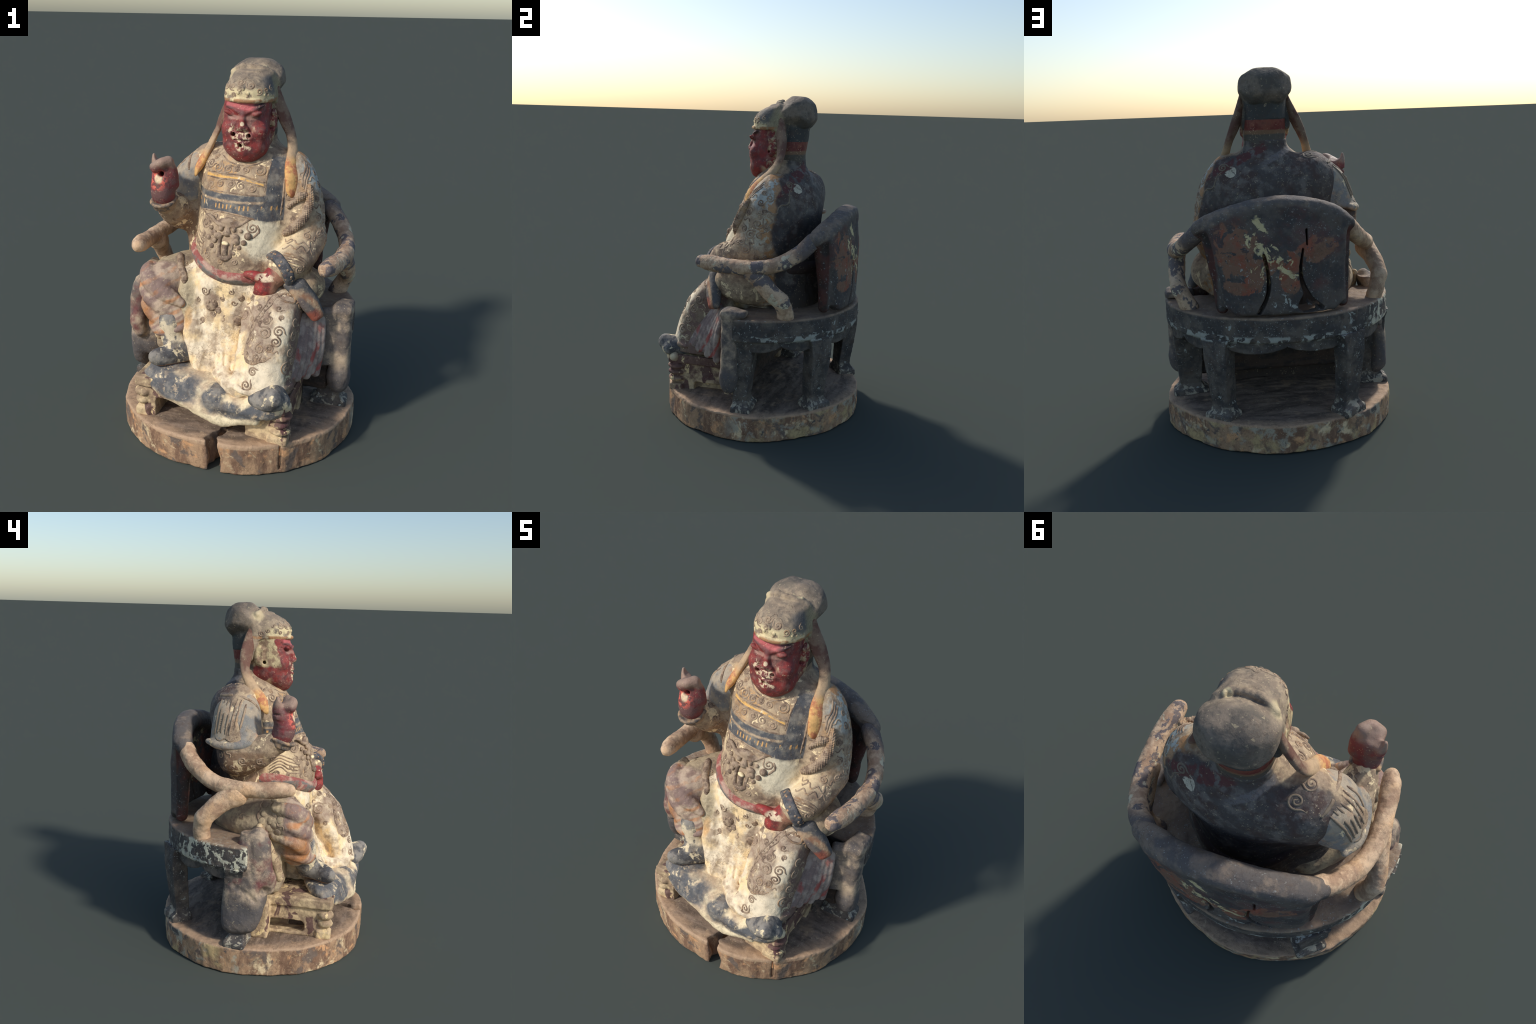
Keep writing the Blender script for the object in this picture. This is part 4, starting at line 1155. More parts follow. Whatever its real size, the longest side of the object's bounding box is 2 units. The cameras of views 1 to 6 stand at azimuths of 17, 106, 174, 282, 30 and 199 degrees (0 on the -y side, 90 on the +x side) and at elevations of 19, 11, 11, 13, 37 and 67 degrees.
for hx, hz in ((0.072, 1.635), (-0.010, 1.639), (0.028, 1.586)):                        # holes for a beard that is lost
    f.add(ball((hx, -.108, hz), (.018, .012, .018)), 0.008)
    f.cut(tube([(hx, -.16, hz, .0120), (hx, -.06, hz, .0100)]), 0.003)
head = finish("head", f, M["face"], statue, 0.0025)

f = Field((-0.16, -0.15, 1.64), (0.24, 0.32, 2.02), 0.004)
f.add(loft([(1.795, .032, .030, .127, .130), (1.82, .033, .030, .130, .131), (1.86, .033, .030, .124, .130), (1.895, .034, .040, .108, .114), (1.922, .036, .05, .084, .085),
            (1.936, .038, .055, .055, .05)], 2.2), 0)
f.add(tube([(-0.088, 0.0, 1.808, .010), (-0.035, -0.085, 1.806, .010), (0.035, -0.106, 1.804, .011), (0.10, -0.085, 1.804, .010), (0.153, 0.0, 1.808, .010)]), 0.008)
f.add(loft([(1.728, .028, .125, .106, .112), (1.75, .028, .125, .108, .114), (1.80, .028, .125, .110, .118), (1.86, .030, .13, .112, .118)], 2.3), 0.01)
def crown(X, Y, Z):
    """puffed crown cut with a few flat chisel facets"""
    x, y, z = X - 0.030, Y - 0.168, Z - 1.893
    d = (np.sqrt((x / 0.158) ** 2 + (y / 0.124) ** 2 + (z / 0.120) ** 2) - 1) * 0.12
    for n, o in (((0, 0.05, 1), .1045), ((.5, 0, .87), .119), ((-.5, 0, .87), .119), ((1, 0, .05), .142), ((-1, 0, .05), .142), ((0, 1, .15), .113), ((.62, .74, .25), .126), ((-.62, .74, .25), .126),
                 ((0, .62, .78), .112), ((.75, .1, -.65), .122), ((-.75, .1, -.65), .122), ((0, .75, -.66), .114), ((0, 0, -1), .088), ((0, -.62, .78), .103), ((.5, -.5, .7), .112), ((-.5, -.5, .7), .112)):
        q = math.sqrt(sum(c * c for c in n))
        p = (n[0] * x + n[1] * y + n[2] * z) / q - o
        m = np.maximum(0.012 - np.abs(d - p), 0) / 0.012
        d = np.maximum(d, p) + m * m * 0.003
    return d
f.add(ball((0.034, 0.072, 1.918), (0.105, 0.075, 0.036)), 0.03)
f.add(Shape(crown, (-0.14, 0.03, 1.76), (0.20, 0.30, 2.02)), 0.008)
f.add(ball((-0.017, 0.058, 1.960), (0.019, 0.018, 0.018)), 0.008)
f.add(tube([(-0.075, 0.080, 1.930, .013), (-0.03, 0.060, 1.953, .014), (0.03, 0.054, 1.957, .014), (0.09, 0.062, 1.952, .014), (0.128, 0.085, 1.925, .015)]), 0.008)
for k in range(5):
    f.add(ball((0.012 + 0.022 * k, 0.054 + 0.002 * k * (k - 1), 1.960 - 0.002 * k), (0.010, 0.014, 0.015)), 0.005)
for s, x0 in ((-1, -0.070), (1, 0.124)):
    f.add(tube([(x0 - s * .012, 0.09, 1.915, .024), (x0 + s * .004, 0.088, 1.84, .028), (x0 + s * .010, 0.095, 1.76, .030), (x0 + s * .012, 0.11, 1.69, .024)]), 0.03)
hat = finish("hat", f, M["hat"], statue, 0.003)

for path in ([(0.115, 0.085, 1.93, .016), (0.142, 0.092, 1.87, .026), (0.158, 0.100, 1.79, .040), (0.190, 0.118, 1.71, .040), (0.230, 0.118, 1.62, .031), (0.254, 0.075, 1.54, .034),
              (0.266, 0.008, 1.47, .040), (0.284, -0.033, 1.41, .044), (0.288, -0.052, 1.365, .034), (0.291, -0.06, 1.34, .014)],
             [(-0.056, 0.085, 1.93, .016), (-0.078, 0.095, 1.87, .024), (-0.100, 0.11, 1.79, .036), (-0.140, 0.122, 1.71, .038), (-0.177, 0.118, 1.62, .029), (-0.204, 0.070, 1.535, .032),
              (-0.224, 0.016, 1.47, .036), (-0.243, -0.010, 1.43, .028), (-0.249, -0.025, 1.40, .014)]):
    P = np.array(path)
    f = Field(P[:, :3].min(0) - 0.05, P[:, :3].max(0) + 0.05, 0.004)
    f.add(tube(path, flat=(math.copysign(0.8, path[2][0]), -0.6, 0.2), squash=0.5), 0)
    finish("ribbon", f, M["ribbon"], head, 0.0025)

# ================================================================ ornament ==
class Skin:
    """surface of one or more parts, to lay ornament on"""
    def __init__(self, *names):
        V, Q, n = [], [], 0
        for name in names:
            for v, q in SOLID[name]:
                V.append(v); Q.append(q + n); n += len(v)
        self.tree = BVHTree.FromPolygons(np.concatenate(V).tolist(), np.concatenate(Q).tolist())

    def at(self, p):
        loc, nor, _, _ = self.tree.find_nearest(Vector(p))
        return loc, nor

    def frame(self, c, up=(0, 0, 1)):
        loc, nor = self.at(c)
        # average the normal a little so that small pits do not tilt the motif
        for d in ((.015, 0, 0), (-.015, 0, 0), (0, 0, .015), (0, 0, -.015)):
            nor = nor + self.at(loc + Vector(d))[1]
        nor.normalize()
        side = Vector(up).cross(nor)
        if side.length < 1e-3:
            side = Vector((1, 0, 0))
        side.normalize()
        return loc, side, nor.cross(side), nor

    def drop(self, p, n):
        hit = self.tree.ray_cast(p + n * 0.04, -n, 0.09)
        return (hit[0], hit[1]) if hit[0] is not None else self.at(p)


def cord_mesh(points, normals, radii, name, flat=0.62):
    """half-round cord lying on a surface"""
    sides = 8
    P = np.array([tuple(p) for p in points]); N = np.array([tuple(n) for n in normals])
    for _ in range(2):
        N[1:-1] = (N[:-2] + N[1:-1] * 2 + N[2:]) / 4
    N /= np.linalg.norm(N, axis=1)[:, None]
    T = np.gradient(P, axis=0); T /= np.linalg.norm(T, axis=1)[:, None] + 1e-9
    S = np.cross(T, N); S /= np.linalg.norm(S, axis=1)[:, None] + 1e-9
    a = np.linspace(0, 2 * math.pi, sides, endpoint=False)
    r = np.broadcast_to(np.asarray(radii, float), len(P))[:, None, None]
    V = P[:, None, :] + r * (np.cos(a)[None, :, None] * S[:, None, :] + flat * np.sin(a)[None, :, None] * N[:, None, :])
    n = len(P)
    i, j = np.meshgrid(np.arange(n - 1), np.arange(sides), indexing="ij")
    Q = np.stack([i * sides + j, i * sides + (j + 1) % sides, (i + 1) * sides + (j + 1) % sides, (i + 1) * sides + j], -1).reshape(-1, 4)
    V = V.reshape(-1, 3)
    ends = np.array([P[0], P[-1]]); k = len(V)
    V = np.concatenate([V, ends])
    caps = []
    for j in range(0, sides, 2):
        caps.append([k, (j + 2) % sides, j + 1, j])
        b = (n - 1) * sides
        caps.append([k + 1, b + j, b + j + 1, b + (j + 2) % sides])
    return raw_mesh(name, V, np.concatenate([Q, np.array(caps)]))


def attach(name, me, mat, host):
    me.materials.append(mat)
    return link(bpy.data.objects.new(name, me), host)


def taper(n, r, tip=0.45):
    t = np.linspace(0, 1, n)
    return r * (tip + (1 - tip) * np.clip(np.minimum(t, 1 - t) * 8, 0, 1))


def scroll(skin, host, c, r, turns=1.9, hand=1, phase=0.0, tail=0.6, cord=0.0046, mat="relief"):
    """a curling cloud scroll: a spiral with a short swept tail"""
    loc, u, v, n = skin.frame(c)
    r *= 1.2
    pts = []
    for t in np.linspace(0.12, 1, int(16 * turns)):
        a = phase + hand * t * turns * 2 * math.pi
        pts.append((r * t * math.cos(a), r * t * 0.92 * math.sin(a)))
    if tail > 0:
        a = phase + hand * turns * 2 * math.pi
        ex, ey = pts[-1]; tx, ty = -math.sin(a) * hand, math.cos(a) * hand
        for t in np.linspace(0.12, 1, 6):
            pts.append((ex + r * tail * (tx * t + math.cos(a) * 0.5 * t * t), ey + r * tail * (ty * t + math.sin(a) * 0.5 * t * t)))
    put = [skin.drop(loc + u * x + v * y, n) for x, y in pts]
    return attach("scroll", cord_mesh([p for p, _ in put], [m for _, m in put], taper(len(put), cord), "scroll"), M[mat], host)


def cord(skin, host, points, r=0.004, wave=0.0, count=0, name="cord", mat="relief", n=10, flat=0.62):
    """cord along a path, optionally wavy"""
    C = curve(points, n)
    put = [skin.at(p) for p in C]
    if wave:
        T = np.gradient(np.array([tuple(p) for p, _ in put]), axis=0)
        out = []
        for i, (p, m) in enumerate(put):
            s = Vector(T[i]).cross(m); s.normalize()
            out.append(skin.at(p + s * wave * math.sin(i / (len(put) - 1) * math.pi * 2 * count)))
        put = out
    return attach(name, cord_mesh([p for p, _ in put], [m for _, m in put], taper(len(put), r), name, flat), M[mat], host)


def ball_mesh(name, seg=14, rings=8):
    V, Q = [], []
    for i in range(rings + 1):
        for j in range(seg):
            a, b = math.pi * i / rings, 2 * math.pi * j / seg
            V.append((math.sin(a) * math.cos(b), math.sin(a) * math.sin(b), math.cos(a)))
    for i in range(rings):
        for j in range(seg):
            Q.append((i * seg + j, (i + 1) * seg + j, (i + 1) * seg + (j + 1) % seg, i * seg + (j + 1) % seg))
    return raw_mesh(name, np.array(V), np.array(Q))


BALL = ball_mesh("bead")
BALL_V = np.array([tuple(v.co) for v in BALL.vertices])
BALL_Q = np.array([tuple(p.vertices) for p in BALL.polygons])
bpy.data.meshes.remove(BALL)


def bead(skin, host, c, r, high=0.6, name="bead", mat="relief", tall=1.0):
    """half-sunk ball"""
    loc, u, v, n = skin.frame(c)
    F = np.array([tuple(u), tuple(v), tuple(n)])
    lump = 1 + 0.06 * noise(BALL_V * 1.0 + np.array(c) * 90, 1.3, 2, 4)
    V = np.array(tuple(loc)) + (BALL_V * lump[:, None] * (r, r * tall, r * high)) @ F
    return attach(name, raw_mesh(name, V, BALL_Q), M[mat], host)


def scatter(skin, host, names, inside, count, spacing, size, seed, cord=0.0040, keep=(), mat="relief"):
    """fill a region of the surface with small scrolls and comma strokes, no two too close"""
    rng = np.random.default_rng(seed)
    V = np.concatenate([v for n in names for v, _ in SOLID[n]])
    V = V[inside(V)]
    taken = [np.array(k[:3]) for k in keep]
    for p in V[rng.permutation(len(V))[:4000]]:
        if count <= 0:
            break
        if any(np.linalg.norm(p - q) < spacing for q in taken):
            continue
        taken.append(p); count -= 1
        r = size * rng.uniform(0.75, 1.2)
        if rng.random() < 0.65:
            scroll(skin, host, p, r, rng.choice([1.4, 1.8, 2.1]), rng.choice([-1, 1]), rng.uniform(0, 6.3), rng.uniform(0.4, 1.2), cord, mat)
        else:                                                   # a meandering stroke
            loc, u, v, n = skin.frame(p)
            a = rng.uniform(0, 6.3)
            d, e = u * math.cos(a) + v * math.sin(a), v * math.cos(a) - u * math.sin(a)
            pts = [loc + d * r * t + e * r * 0.55 * math.sin(t * 2.6) for t in (-1.5, -0.9, -0.3, 0.3, 0.9, 1.5)]
            globals()["cord"](skin, host, [tuple(q) for q in pts], cord, n=6, mat=mat)


def part(name, i=0):
    return [o for o in bpy.data.objects if o.name.split(".")[0] == name and o.type == "MESH"][i]


torso, sleeve, raised = part("torso"), part("arm", 0), part("arm", 1)
body = Skin("torso", "arm")
kilt_skin = Skin("skirt")
hat_skin = Skin("hat")
guard_skin = Skin("shoulder_guard", "arm")

# hat: cloud scrolls over the brow, a pearl row round the side
for c, r, h, ph in (((-0.025, -0.082, 1.871), .017, 1, 0.5), ((0.018, -0.079, 1.892), .016, 1, 2.0), ((0.072, -0.087, 1.881), .019, -1, 1.0),
                    ((0.117, -0.080, 1.851), .014, -1, 2.6), ((-0.060, -0.055, 1.868), .017, 1, 3.0), ((-0.095, 0.045, 1.825), .015, -1, 0.4)):
    scroll(hat_skin, hat, c, r, 1.7, h, ph, cord=0.0038, mat="relief")
cord(hat_skin, hat, [(-0.05, -0.075, 1.885), (-0.02, -0.075, 1.90), (0.02, -0.07, 1.912), (0.045, -0.06, 1.922), (0.07, -0.07, 1.905), (0.10, -0.07, 1.885), (0.12, -0.06, 1.86)], .0032, 0.004, 4, mat="hat")
for c, r in (((0.036, -0.098, 1.862), .010), ((0.140, -0.061, 1.834), .007), ((0.153, -0.040, 1.831), .007), ((0.162, -0.018, 1.829), .007), ((0.167, 0.004, 1.828), .007),
             ((0.010, -0.099, 1.842), .009), ((0.062, -0.100, 1.841), .009), ((0.117, -0.08, 1.848), .006)):
    bead(hat_skin, hat, c, r, 0.55, mat="hat")

# collar, chest rows
for c, r, h, ph in (((-0.153, -0.038, 1.472), .026, 1, 0.3), ((-0.099, -0.077, 1.458), .024, 1, 1.6), ((-0.040, -0.095, 1.455), .021, -1, 0.5), ((0.128, -0.087, 1.457), .026, 1, 2.0),
                    ((-0.155, 0.035, 1.515), .020, 1, 0.2), ((0.060, -0.10, 1.458), .016, -1, 1.0), ((0.005, -0.10, 1.462), .015, 1, 2.0), ((-0.19, 0.0, 1.445), .018, -1, 0.0), ((-0.125, -0.02, 1.50), .014, 1, 2.4),
                    ((-0.132, -0.104, 1.372), .018, 1, 0), ((-0.072, -0.122, 1.384), .019, -1, 1.2), ((-0.013, -0.133, 1.386), .021, 1, 2.2), ((0.040, -0.137, 1.382), .023, -1, 0.4), ((0.100, -0.135, 1.372), .018, 1, 1.8)):
    scroll(body, torso, c, r, 1.9, h, ph)
cord(body, torso, [(-0.09, -0.02, 1.505), (-0.04, -0.07, 1.487), (0.03, -0.09, 1.480), (0.10, -0.075, 1.487), (0.15, -0.03, 1.503)], .0042)
cord(body, torso, [(-0.175, -0.05, 1.405), (-0.09, -0.11, 1.410), (0.02, -0.125, 1.409), (0.11, -0.12, 1.392), (0.158, -0.11, 1.380)], .0045)
cord(body, torso, [(-0.165, -0.05, 1.430), (-0.07, -0.10, 1.434), (0.03, -0.115, 1.433), (0.12, -0.115, 1.414), (0.162, -0.10, 1.402)], .0038)
cord(body, torso, [(-0.190, -0.075, 1.338), (-0.10, -0.13, 1.346), (0.015, -0.157, 1.347), (0.10, -0.152, 1.342), (0.160, -0.13, 1.338)], .0035)
cord(body, torso, [(-0.205, -0.09, 1.232), (-0.133, -0.148, 1.247), (-0.004, -0.195, 1.252), (0.08, -0.197, 1.240), (0.136, -0.188, 1.226)], .0045)
cord(body, torso, [(0.160, -0.115, 1.355), (0.166, -0.09, 1.43), (0.174, -0.04, 1.50)], .0035)
cord(body, torso, [(0.246, -0.10, 1.237), (0.250, -0.075, 1.33), (0.246, -0.045, 1.424)], .0050)

# belly: a beast mask with curled mane
f = Field((-0.15, -0.31, 1.00), (0.17, -0.14, 1.27), 0.0035)
f.add(tube([(-0.055, -0.205, 1.198, .014), (0.0, -0.212, 1.212, .022), (0.06, -0.207, 1.200, .014)]), 0)
f.add(ball((0.003, -0.240, 1.158), (.022, .018, .018)), 0.012)
f.add(tube([(0.003, -0.218, 1.20, .012), (0.003, -0.232, 1.165, .014)]), 0.012)
for s in (-1, 1):
    f.add(ball((0.003 + s * .035, -0.230, 1.176), .013), 0.006)
    f.add(tube([(0.003 + s * .018, -0.226, 1.192, .008), (0.003 + s * .05, -0.222, 1.196, .009), (0.003 + s * .075, -0.210, 1.206, .006)]), 0.006)
    f.add(ball((0.003 + s * .045, -0.244, 1.142), (.024, .016, .018)), 0.010)
    f.add(tube([(0.003 + s * .034, -0.250, 1.125, .009), (0.003 + s * .034, -0.262, 1.090, .009), (0.003 + s * .030, -0.272, 1.055, .008)]), 0.006)
    f.add(tube([(0.003 + s * .075, -0.205, 1.205, .010), (0.003 + s * .10, -0.195, 1.226, .010), (0.003 + s * .125, -0.183, 1.232, .006)]), 0.006)
f.add(tube([(-0.03, -0.270, 1.045, .010), (0.003, -0.280, 1.035, .013), (0.036, -0.270, 1.045, .010)]), 0.006)
f.add(tube([(0.003, -0.262, 1.095, .016), (0.003, -0.272, 1.06, .016)]), 0.006)
for x, y, z, r in ((-.070, -.222, 1.150, .015), (-.099, -.212, 1.119, .015), (-.091, -.205, 1.172, .012), (.058, -.248, 1.120, .017), (.112, -.226, 1.150, .020), (.095, -.242, 1.118, .015),
                   (-.060, -.240, 1.115, .014), (-.075, -.240, 1.085, .014), (.075, -.252, 1.092, .013), (.075, -.225, 1.172, .011), (-.055, -.250, 1.06, .012), (.05, -.262, 1.062, .012)):
    f.add(ball((x, y - 0.004, z), (r, r * .9, r)), 0.004)
mask_o = finish("beast_mask", f, M["relief"], torso, 0.002)
mask_skin = Skin("beast_mask", "torso")
bead(mask_skin, torso, (0.002, -0.262, 1.120), 0.020, 0.6, "tooth", "gesso", 0.6)
for c, r, h, ph in (((-0.135, -0.170, 1.184), .026, 1, 0), ((-0.078, -0.183, 1.228), .018, -1, 1), ((0.128, -0.206, 1.188), .024, -1, 2), ((-0.142, -0.18, 1.12), .018, 1, 2), ((-0.10, -0.235, 1.03), .016, 1, 1),
                    ((-0.02, -0.28, 1.012), .014, -1, 0), ((0.055, -0.275, 1.02), .014, 1, 2)):
    scroll(body, torso, c, r, 1.9, h, ph)
cord(body, torso, [(-0.165, -0.13, 1.205), (-0.155, -0.13, 1.235), (-0.12, -0.165, 1.205), (-0.10, -0.19, 1.19)], .005)
cord(body, torso, [(0.145, -0.185, 1.20), (0.155, -0.19, 1.165), (0.13, -0.22, 1.135)], .006)
for i in range(5):                                   # nested folds on the flank
    z = 1.150 - 0.017 * i
    cord(body, torso, [(-0.226, -0.045, z - 0.03), (-0.205, -0.10, z), (-0.175, -0.15, z - 0.02 - .004 * i), (-0.135, -0.20, z - 0.045)], .0042)

# sleeve of the resting arm: a scaled dragon, cloud scrolls and ripples
f = Field((0.23, -0.17, 1.11), (0.43, 0.03, 1.42), 0.003)
DRAGON = [(0.372, -0.022, 1.385, .012), (0.384, -0.050, 1.335, .022), (0.382, -0.070, 1.285, .026), (0.358, -0.095, 1.228, .026), (0.315, -0.105, 1.180, .024), (0.272, -0.108, 1.150, .016)]
f.add(tube(DRAGON), 0)
f.add(tube([(0.36, -0.060, 1.345, .017), (0.315, -0.072, 1.318, .016), (0.278, -0.078, 1.282, .010)]), 0.008)
f.add(ball((0.338, -0.070, 1.342), (.026, .02, .02)), 0.006)
finish("dragon_relief", f, M["relief"], sleeve, 0.001,
       lambda V, N: 0.0028 * np.sin(V[:, 2] * 330 + V[:, 0] * 200) * np.sin(V[:, 2] * 330 - V[:, 0] * 330 - V[:, 1] * 200))
for k in range(3):
    d = 0.014 * k
    cord(body, sleeve, [(0.318 + d, 0.058, 1.495 - d), (0.338 + d, 0.025, 1.462 - d * .5), (0.330 + d, -0.020, 1.425 - d * .5), (0.340 + d * .6, -0.045, 1.385 - d)], .0058, 0.003, 1)
for c, r, h, ph in (((0.276, -0.067, 1.335), .019, 1, 0), ((0.444, 0.057, 1.262), .029, 1, 1), ((0.459, 0.018, 1.201), .025, -1, 0.5), ((0.470, -0.005, 1.108), .025, 1, 2), ((0.273, 0.195, 1.476), .023, -1, 0),
                    ((0.30, -0.11, 1.225), .013, 1, 2), ((0.425, -0.02, 1.33), .017, 1, 0.7), ((0.430, 0.09, 1.33), .016, -1, 0), ((0.40, -0.13, 1.16), .018, -1, 1), ((0.44, -0.06, 1.15), .016, 1, 1)):
    scroll(body, sleeve, c, r, 1.9, h, ph)
cord(body, sleeve, [(0.275, 0.205, 1.455), (0.325, 0.190, 1.38), (0.374, 0.147, 1.334), (0.405, 0.126, 1.300), (0.41, 0.12, 1.25), (0.43, 0.09, 1.215)], .0045, 0.012, 4, n=16)
cord(body, sleeve, [(0.455, 0.05, 1.18), (0.465, 0.03, 1.15), (0.468, 0.01, 1.13)], .0045, 0.010, 2, n=12)
cord(body, sleeve, [(0.29, -0.16, 1.125), (0.33, -0.165, 1.132), (0.37, -0.165, 1.125), (0.41, -0.15, 1.12), (0.43, -0.12, 1.12)], .0050, 0.013, 3, n=14)
cord(body, sleeve, [(0.285, -0.195, 1.095), (0.33, -0.20, 1.108), (0.38, -0.19, 1.105), (0.42, -0.17, 1.09), (0.435, -0.14, 1.07)], .0050, 0.013, 3.5, n=14)
for i in range(5):
    t = 0.013 * i
    cord(body, sleeve, [(0.305, -0.235 - t * .4, 1.078 - t * .9), (0.345, -0.235 - t * .3, 1.082 - t), (0.385, -0.222 - t * .3, 1.068 - t), (0.415, -0.205 - t * .3, 1.038 - t)], .0040)
scroll(body, sleeve, (0.392, -0.245, 1.01), .022, 1.9, 1, 1)
cuff_skin = Skin("cuff")
for k, c in enumerate(((0.26, -0.24, 1.06), (0.30, -0.275, 1.045), (0.335, -0.285, 1.015), (0.36, -0.285, 0.98), (0.37, -0.275, 0.95))):
    bead(cuff_skin, part("cuff"), c, 0.007, 0.5)

# sleeve and guard of the raised arm
for c, r, h, ph in (((-0.185, 0.205, 1.510), .030, 1, 0), ((-0.215, 0.135, 1.510), .026, -1, 1), ((-0.33, -0.035, 1.30), .016, 1, 0), ((-0.31, -0.05, 1.22), .018, 1, 1), ((-0.335, -0.075, 1.165), .018, -1, 2),
                    ((-0.28, -0.03, 1.36), .016, 1, 1), ((-0.43, -0.03, 1.17), .018, -1, 0), ((-0.45, 0.06, 1.16), .02, 1, 0)):
    scroll(body, raised, c, r, 1.8, h, ph)
for rail, rungs in (([(-0.322, 0.215, 1.472), (-0.395, 0.225, 1.378), (-0.432, 0.235, 1.290)], 0), ([(-0.325, 0.190, 1.474), (-0.399, 0.202, 1.380), (-0.434, 0.212, 1.298)], 12),
                    ([(-0.330, 0.170, 1.474), (-0.405, 0.180, 1.381), (-0.438, 0.190, 1.300)], 0), ([(-0.333, 0.148, 1.474), (-0.408, 0.155, 1.382), (-0.444, 0.163, 1.295)], 0),
                    ([(-0.336, 0.120, 1.473), (-0.408, 0.129, 1.384), (-0.446, 0.139, 1.290)], 12), ([(-0.337, 0.098, 1.472), (-0.407, 0.106, 1.386), (-0.442, 0.116, 1.296)], 0),
                    ([(-0.345, 0.070, 1.452), (-0.403, 0.073, 1.387), (-0.431, 0.084, 1.325)], 0)):
    cord(guard_skin, part("shoulder_guard"), rail, .0066, flat=0.85)
    C = curve(rail, 8)
    for k in range(rungs):
        p = C[min(len(C) - 1, 1 + int((len(C) - 2) * (k + 0.5) / rungs))]
        cord(guard_skin, part("shoulder_guard"), [p + (0, -0.002, 0), p + (0, -0.010, 0), p + (0.001, -0.018, 0.001)], .0024, n=3, name="rung")
cord(guard_skin, part("shoulder_guard"), [(-0.440, 0.225, 1.275), (-0.452, 0.19, 1.262), (-0.455, 0.16, 1.275), (-0.457, 0.13, 1.262), (-0.445, 0.09, 1.285)], .0055)
cord(guard_skin, part("shoulder_guard"), [(-0.29, 0.235, 1.485), (-0.31, 0.185, 1.492), (-0.312, 0.13, 1.492), (-0.315, 0.08, 1.480), (-0.31, 0.03, 1.455), (-0.30, 0.0, 1.415)], .009)

# skirt: scrolls, medallions and the scaled dragon border
skirt_o = part("skirt")
for c, r, h, ph in (((-0.107, -0.261, 0.840), .021, 1, 0), ((0.137, -0.296, 0.749), .036, -1, 1), ((0.269, -0.436, 0.732), .028, 1, 2), ((0.338, -0.420, 0.740), .025, -1, 0), ((0.329, -0.443, 0.693), .023, 1, 1),
                    ((0.251, -0.464, 0.656), .021, -1, 2), ((0.237, -0.482, 0.615), .020, 1, 0), ((0.228, -0.504, 0.545), .020, -1, 1), ((0.199, -0.514, 0.472), .025, 1, 0.6), ((0.089, -0.258, 0.821), .014, 1, 1),
                    ((0.162, -0.298, 0.846), .014, -1, 0), ((0.401, -0.323, 0.758), .025, 1, 0), ((0.388, -0.436, 0.555), .030, -1, 1), ((0.398, -0.352, 0.694), .022, -1, 2), ((0.395, -0.396, 0.626), .024, 1, 1),
                    ((0.265, -0.40, 0.785), .018, 1, 1), ((0.385, -0.25, 0.82), .020, 1, 2), ((-0.06, -0.27, 0.72), .015, 1, 0), ((0.30, -0.44, 0.65), .018, 1, 2)):
    scroll(kilt_skin, skirt_o, c, r, 2.0, h, ph)
BORDER = [(0.270, -0.295, 0.877), (0.226, -0.366, 0.812), (0.190, -0.393, 0.731), (0.178, -0.408, 0.658), (0.168, -0.435, 0.597), (0.200, -0.483, 0.574), (0.269, -0.493, 0.599), (0.317, -0.480, 0.623)]
cord(kilt_skin, skirt_o, BORDER, .0050, 0.002, 8)
cord(kilt_skin, skirt_o, [(p[0] + 0.026 * math.cos(i * .45), p[1] - .01, p[2] + 0.022 * math.sin(i * .45)) for i, p in enumerate(BORDER)], .0040, 0.003, 9)
C = curve(BORDER, 9)
for i in range(2, len(C) - 3, 2):
    q = C[i] + (0.013 * math.cos(i / 9 * .45), -.005, 0.011 * math.sin(i / 9 * .45))
    bead(kilt_skin, skirt_o, q, 0.0055, 0.5)
for pts in ([(0.29, -0.25, 0.905), (0.335, -0.24, 0.90), (0.375, -0.25, 0.875), (0.37, -0.285, 0.845), (0.32, -0.30, 0.85), (0.285, -0.28, 0.88)], [(0.30, -0.29, 0.87), (0.33, -0.27, 0.885), (0.36, -0.27, 0.865)]):
    cord(kilt_skin, skirt_o, pts, .006, 0.003, 3)
for c, r in (((-0.069, -0.268, 0.767), .034), ((0.078, -0.273, 0.700), .026), ((-0.03, -0.275, 0.745), .018)):
    bead(kilt_skin, skirt_o, c, r, 0.45, "medallion")
    for a in range(6):
        bead(kilt_skin, skirt_o, (c[0] + r * .62 * math.cos(a * 1.05), c[1] - r * .3, c[2] + r * .62 * math.sin(a * 1.05)), r * .26, 1.6)

# tassel lying on the thigh, and scales of the thigh armour
thigh = Skin("leg")
lap = Skin("leg", "skirt")
leg_o = [o for o in bpy.data.objects if o.name.startswith("leg") and o.parent is statue][0]
cord(lap, leg_o, [(-0.322, -0.085, 0.96), (-0.30, -0.13, 0.955), (-0.275, -0.185, 0.93), (-0.245, -0.235, 0.90), (-0.235, -0.255, 0.865)], .019, name="tassel", flat=0.7)
for c in ((-0.470, -0.105, 0.838), (-0.458, -0.130, 0.873), (-0.457, -0.161, 0.890), (-0.475, -0.130, 0.812), (-0.479, -0.150, 0.780), (-0.470, -0.165, 0.845), (-0.474, -0.103, 0.796),
          (-0.417, -0.071, 0.907), (-0.429, -0.173, 0.912), (-0.40, -0.12, 0.93), (-0.45, -0.07, 0.87), (-0.465, -0.06, 0.83)):
    bead(thigh, leg_o, c, 0.021, 0.30, "scale", "trouser")
cord(thigh, leg_o, [(-0.40, -0.05, 0.92), (-0.44, -0.04, 0.87), (-0.465, -0.045, 0.80), (-0.46, -0.06, 0.75)], .005, 0.006, 3)
edge_skin = Skin("robe_edge")
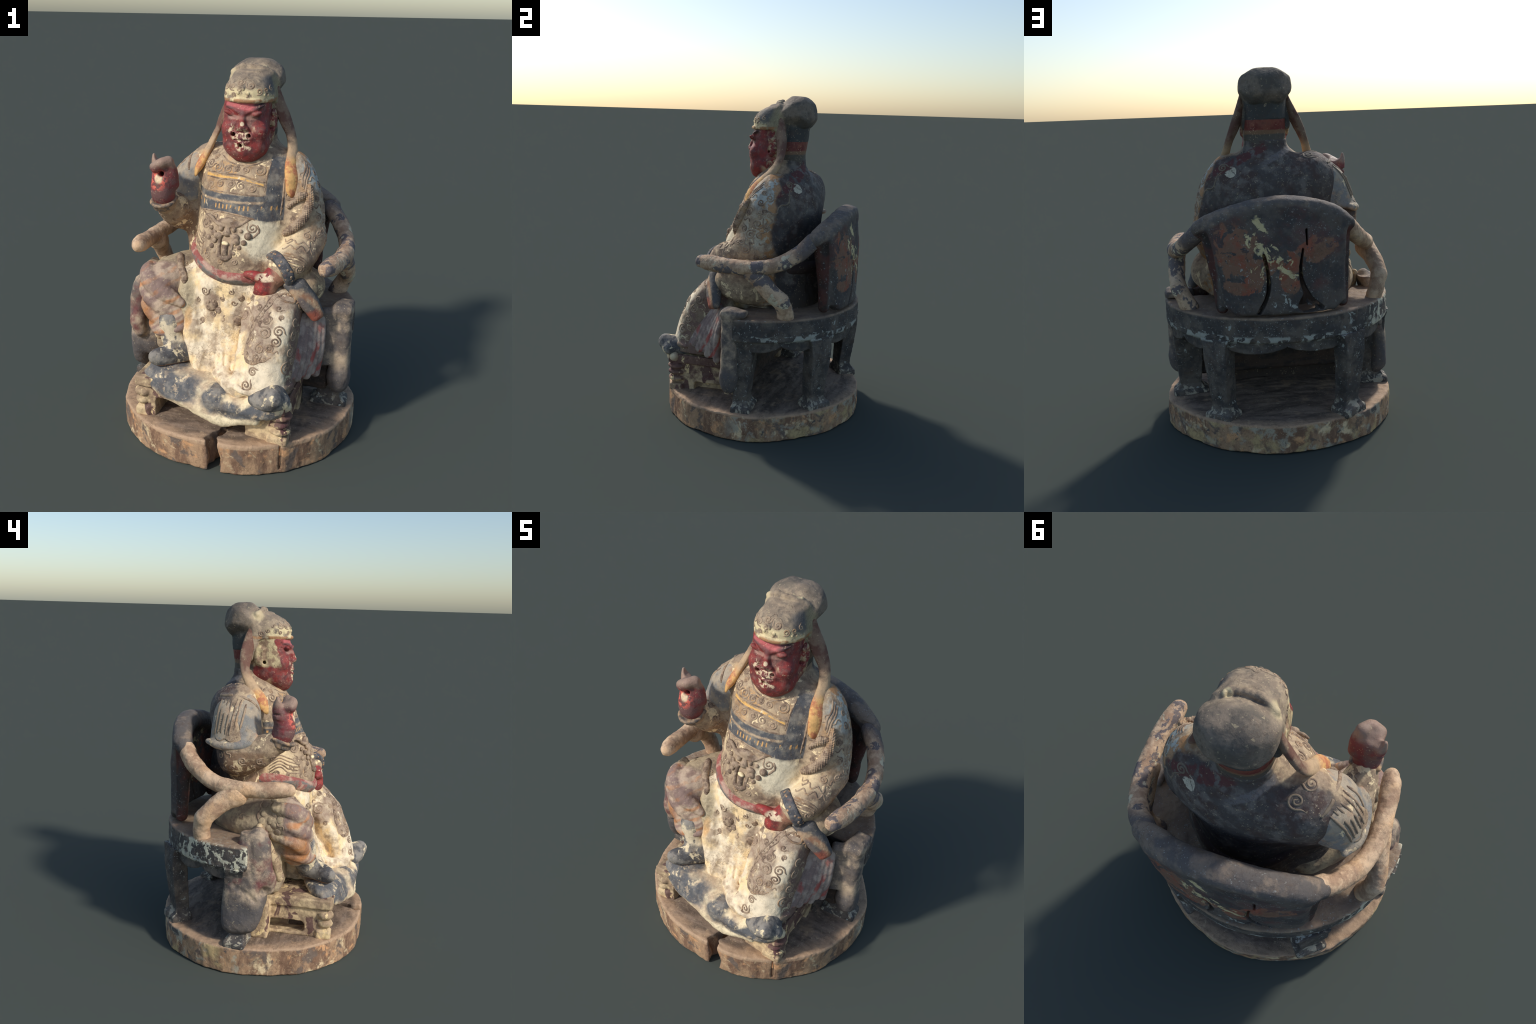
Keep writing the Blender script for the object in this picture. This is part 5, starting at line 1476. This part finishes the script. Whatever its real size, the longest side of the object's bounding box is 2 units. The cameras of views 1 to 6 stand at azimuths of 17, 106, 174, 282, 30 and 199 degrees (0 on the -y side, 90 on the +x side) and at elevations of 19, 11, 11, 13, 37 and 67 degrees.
for z, y, x in ((0.72, -0.115, -0.49), (0.67, -0.135, -0.48), (0.62, -0.15, -0.465), (0.57, -0.165, -0.45), (0.52, -0.18, -0.435)):
    scroll(edge_skin, part("robe_edge"), (x, y - 0.02, z), 0.014, 1.5, 1, z * 9, 0.4, 0.003)

# fill of small clouds between the larger motifs
scatter(body, sleeve, ["arm"], lambda V: (V[:, 0] > 0.30) & (V[:, 1] < 0.12) & (V[:, 1] > -0.2) & (V[:, 2] > 1.06) & (V[:, 2] < 1.44) & ~((V[:, 0] < 0.42) & (V[:, 1] < -0.02) & (V[:, 2] > 1.14)), 20, 0.050, 0.017, 3,
        keep=[(0.444, 0.057, 1.262), (0.459, 0.018, 1.201), (0.470, -0.005, 1.108), (0.40, -0.13, 1.16), (0.34, -0.18, 1.11), (0.40, -0.16, 1.10)])
scatter(body, raised, ["arm"], lambda V: (V[:, 0] < -0.25) & (V[:, 2] < 1.20) & (V[:, 2] > 1.08) & (V[:, 1] < 0.2), 14, 0.045, 0.015, 5)
scatter(body, raised, ["arm"], lambda V: (V[:, 0] < -0.24) & (V[:, 0] > -0.37) & (V[:, 1] < 0.02) & (V[:, 2] > 1.2) & (V[:, 2] < 1.42), 6, 0.045, 0.014, 6)
scatter(body, torso, ["torso"], lambda V: (V[:, 0] < -0.10) & (V[:, 1] < -0.05) & (V[:, 2] < 1.08) & (V[:, 2] > 1.01), 6, 0.04, 0.013, 7)
scatter(kilt_skin, skirt_o, ["skirt"], lambda V: (V[:, 0] > 0.18) & (V[:, 1] < -0.3) & (V[:, 2] > 0.60) & (V[:, 2] < 0.85) & (V[:, 0] < 0.34), 9, 0.044, 0.014, 8,
        keep=[(0.269, -0.436, 0.732), (0.338, -0.420, 0.740), (0.329, -0.443, 0.693), (0.251, -0.464, 0.656), (0.237, -0.482, 0.615)])
scatter(kilt_skin, skirt_o, ["skirt"], lambda V: (V[:, 0] > 0.385) & (V[:, 1] < -0.22) & (V[:, 2] > 0.50), 9, 0.055, 0.017, 9,
        keep=[(0.401, -0.323, 0.758), (0.388, -0.436, 0.555), (0.398, -0.352, 0.694), (0.395, -0.396, 0.626)])
scatter(kilt_skin, skirt_o, ["skirt"], lambda V: (V[:, 0] > -0.16) & (V[:, 0] < 0.16) & (V[:, 1] < -0.22) & (V[:, 2] > 0.66) & (V[:, 2] < 0.87), 9, 0.06, 0.013, 10,
        keep=[(-0.069, -0.268, 0.767), (0.137, -0.296, 0.749), (0.078, -0.273, 0.70), (-0.107, -0.261, 0.84)])
scatter(thigh, leg_o, ["leg"], lambda V: (V[:, 0] < -0.22) & (V[:, 1] > -0.19) & (V[:, 1] < 0.1) & (V[:, 2] > 0.78), 8, 0.055, 0.016, 11)
scatter(hat_skin, hat, ["hat"], lambda V: (V[:, 1] < 0.03) & (V[:, 2] > 1.83) & (V[:, 2] < 1.875), 8, 0.034, 0.011, 12, cord=0.0032,
        keep=[(-0.025, -0.082, 1.871), (0.018, -0.079, 1.892), (0.072, -0.087, 1.881), (0.117, -0.080, 1.851), (-0.060, -0.055, 1.868)])
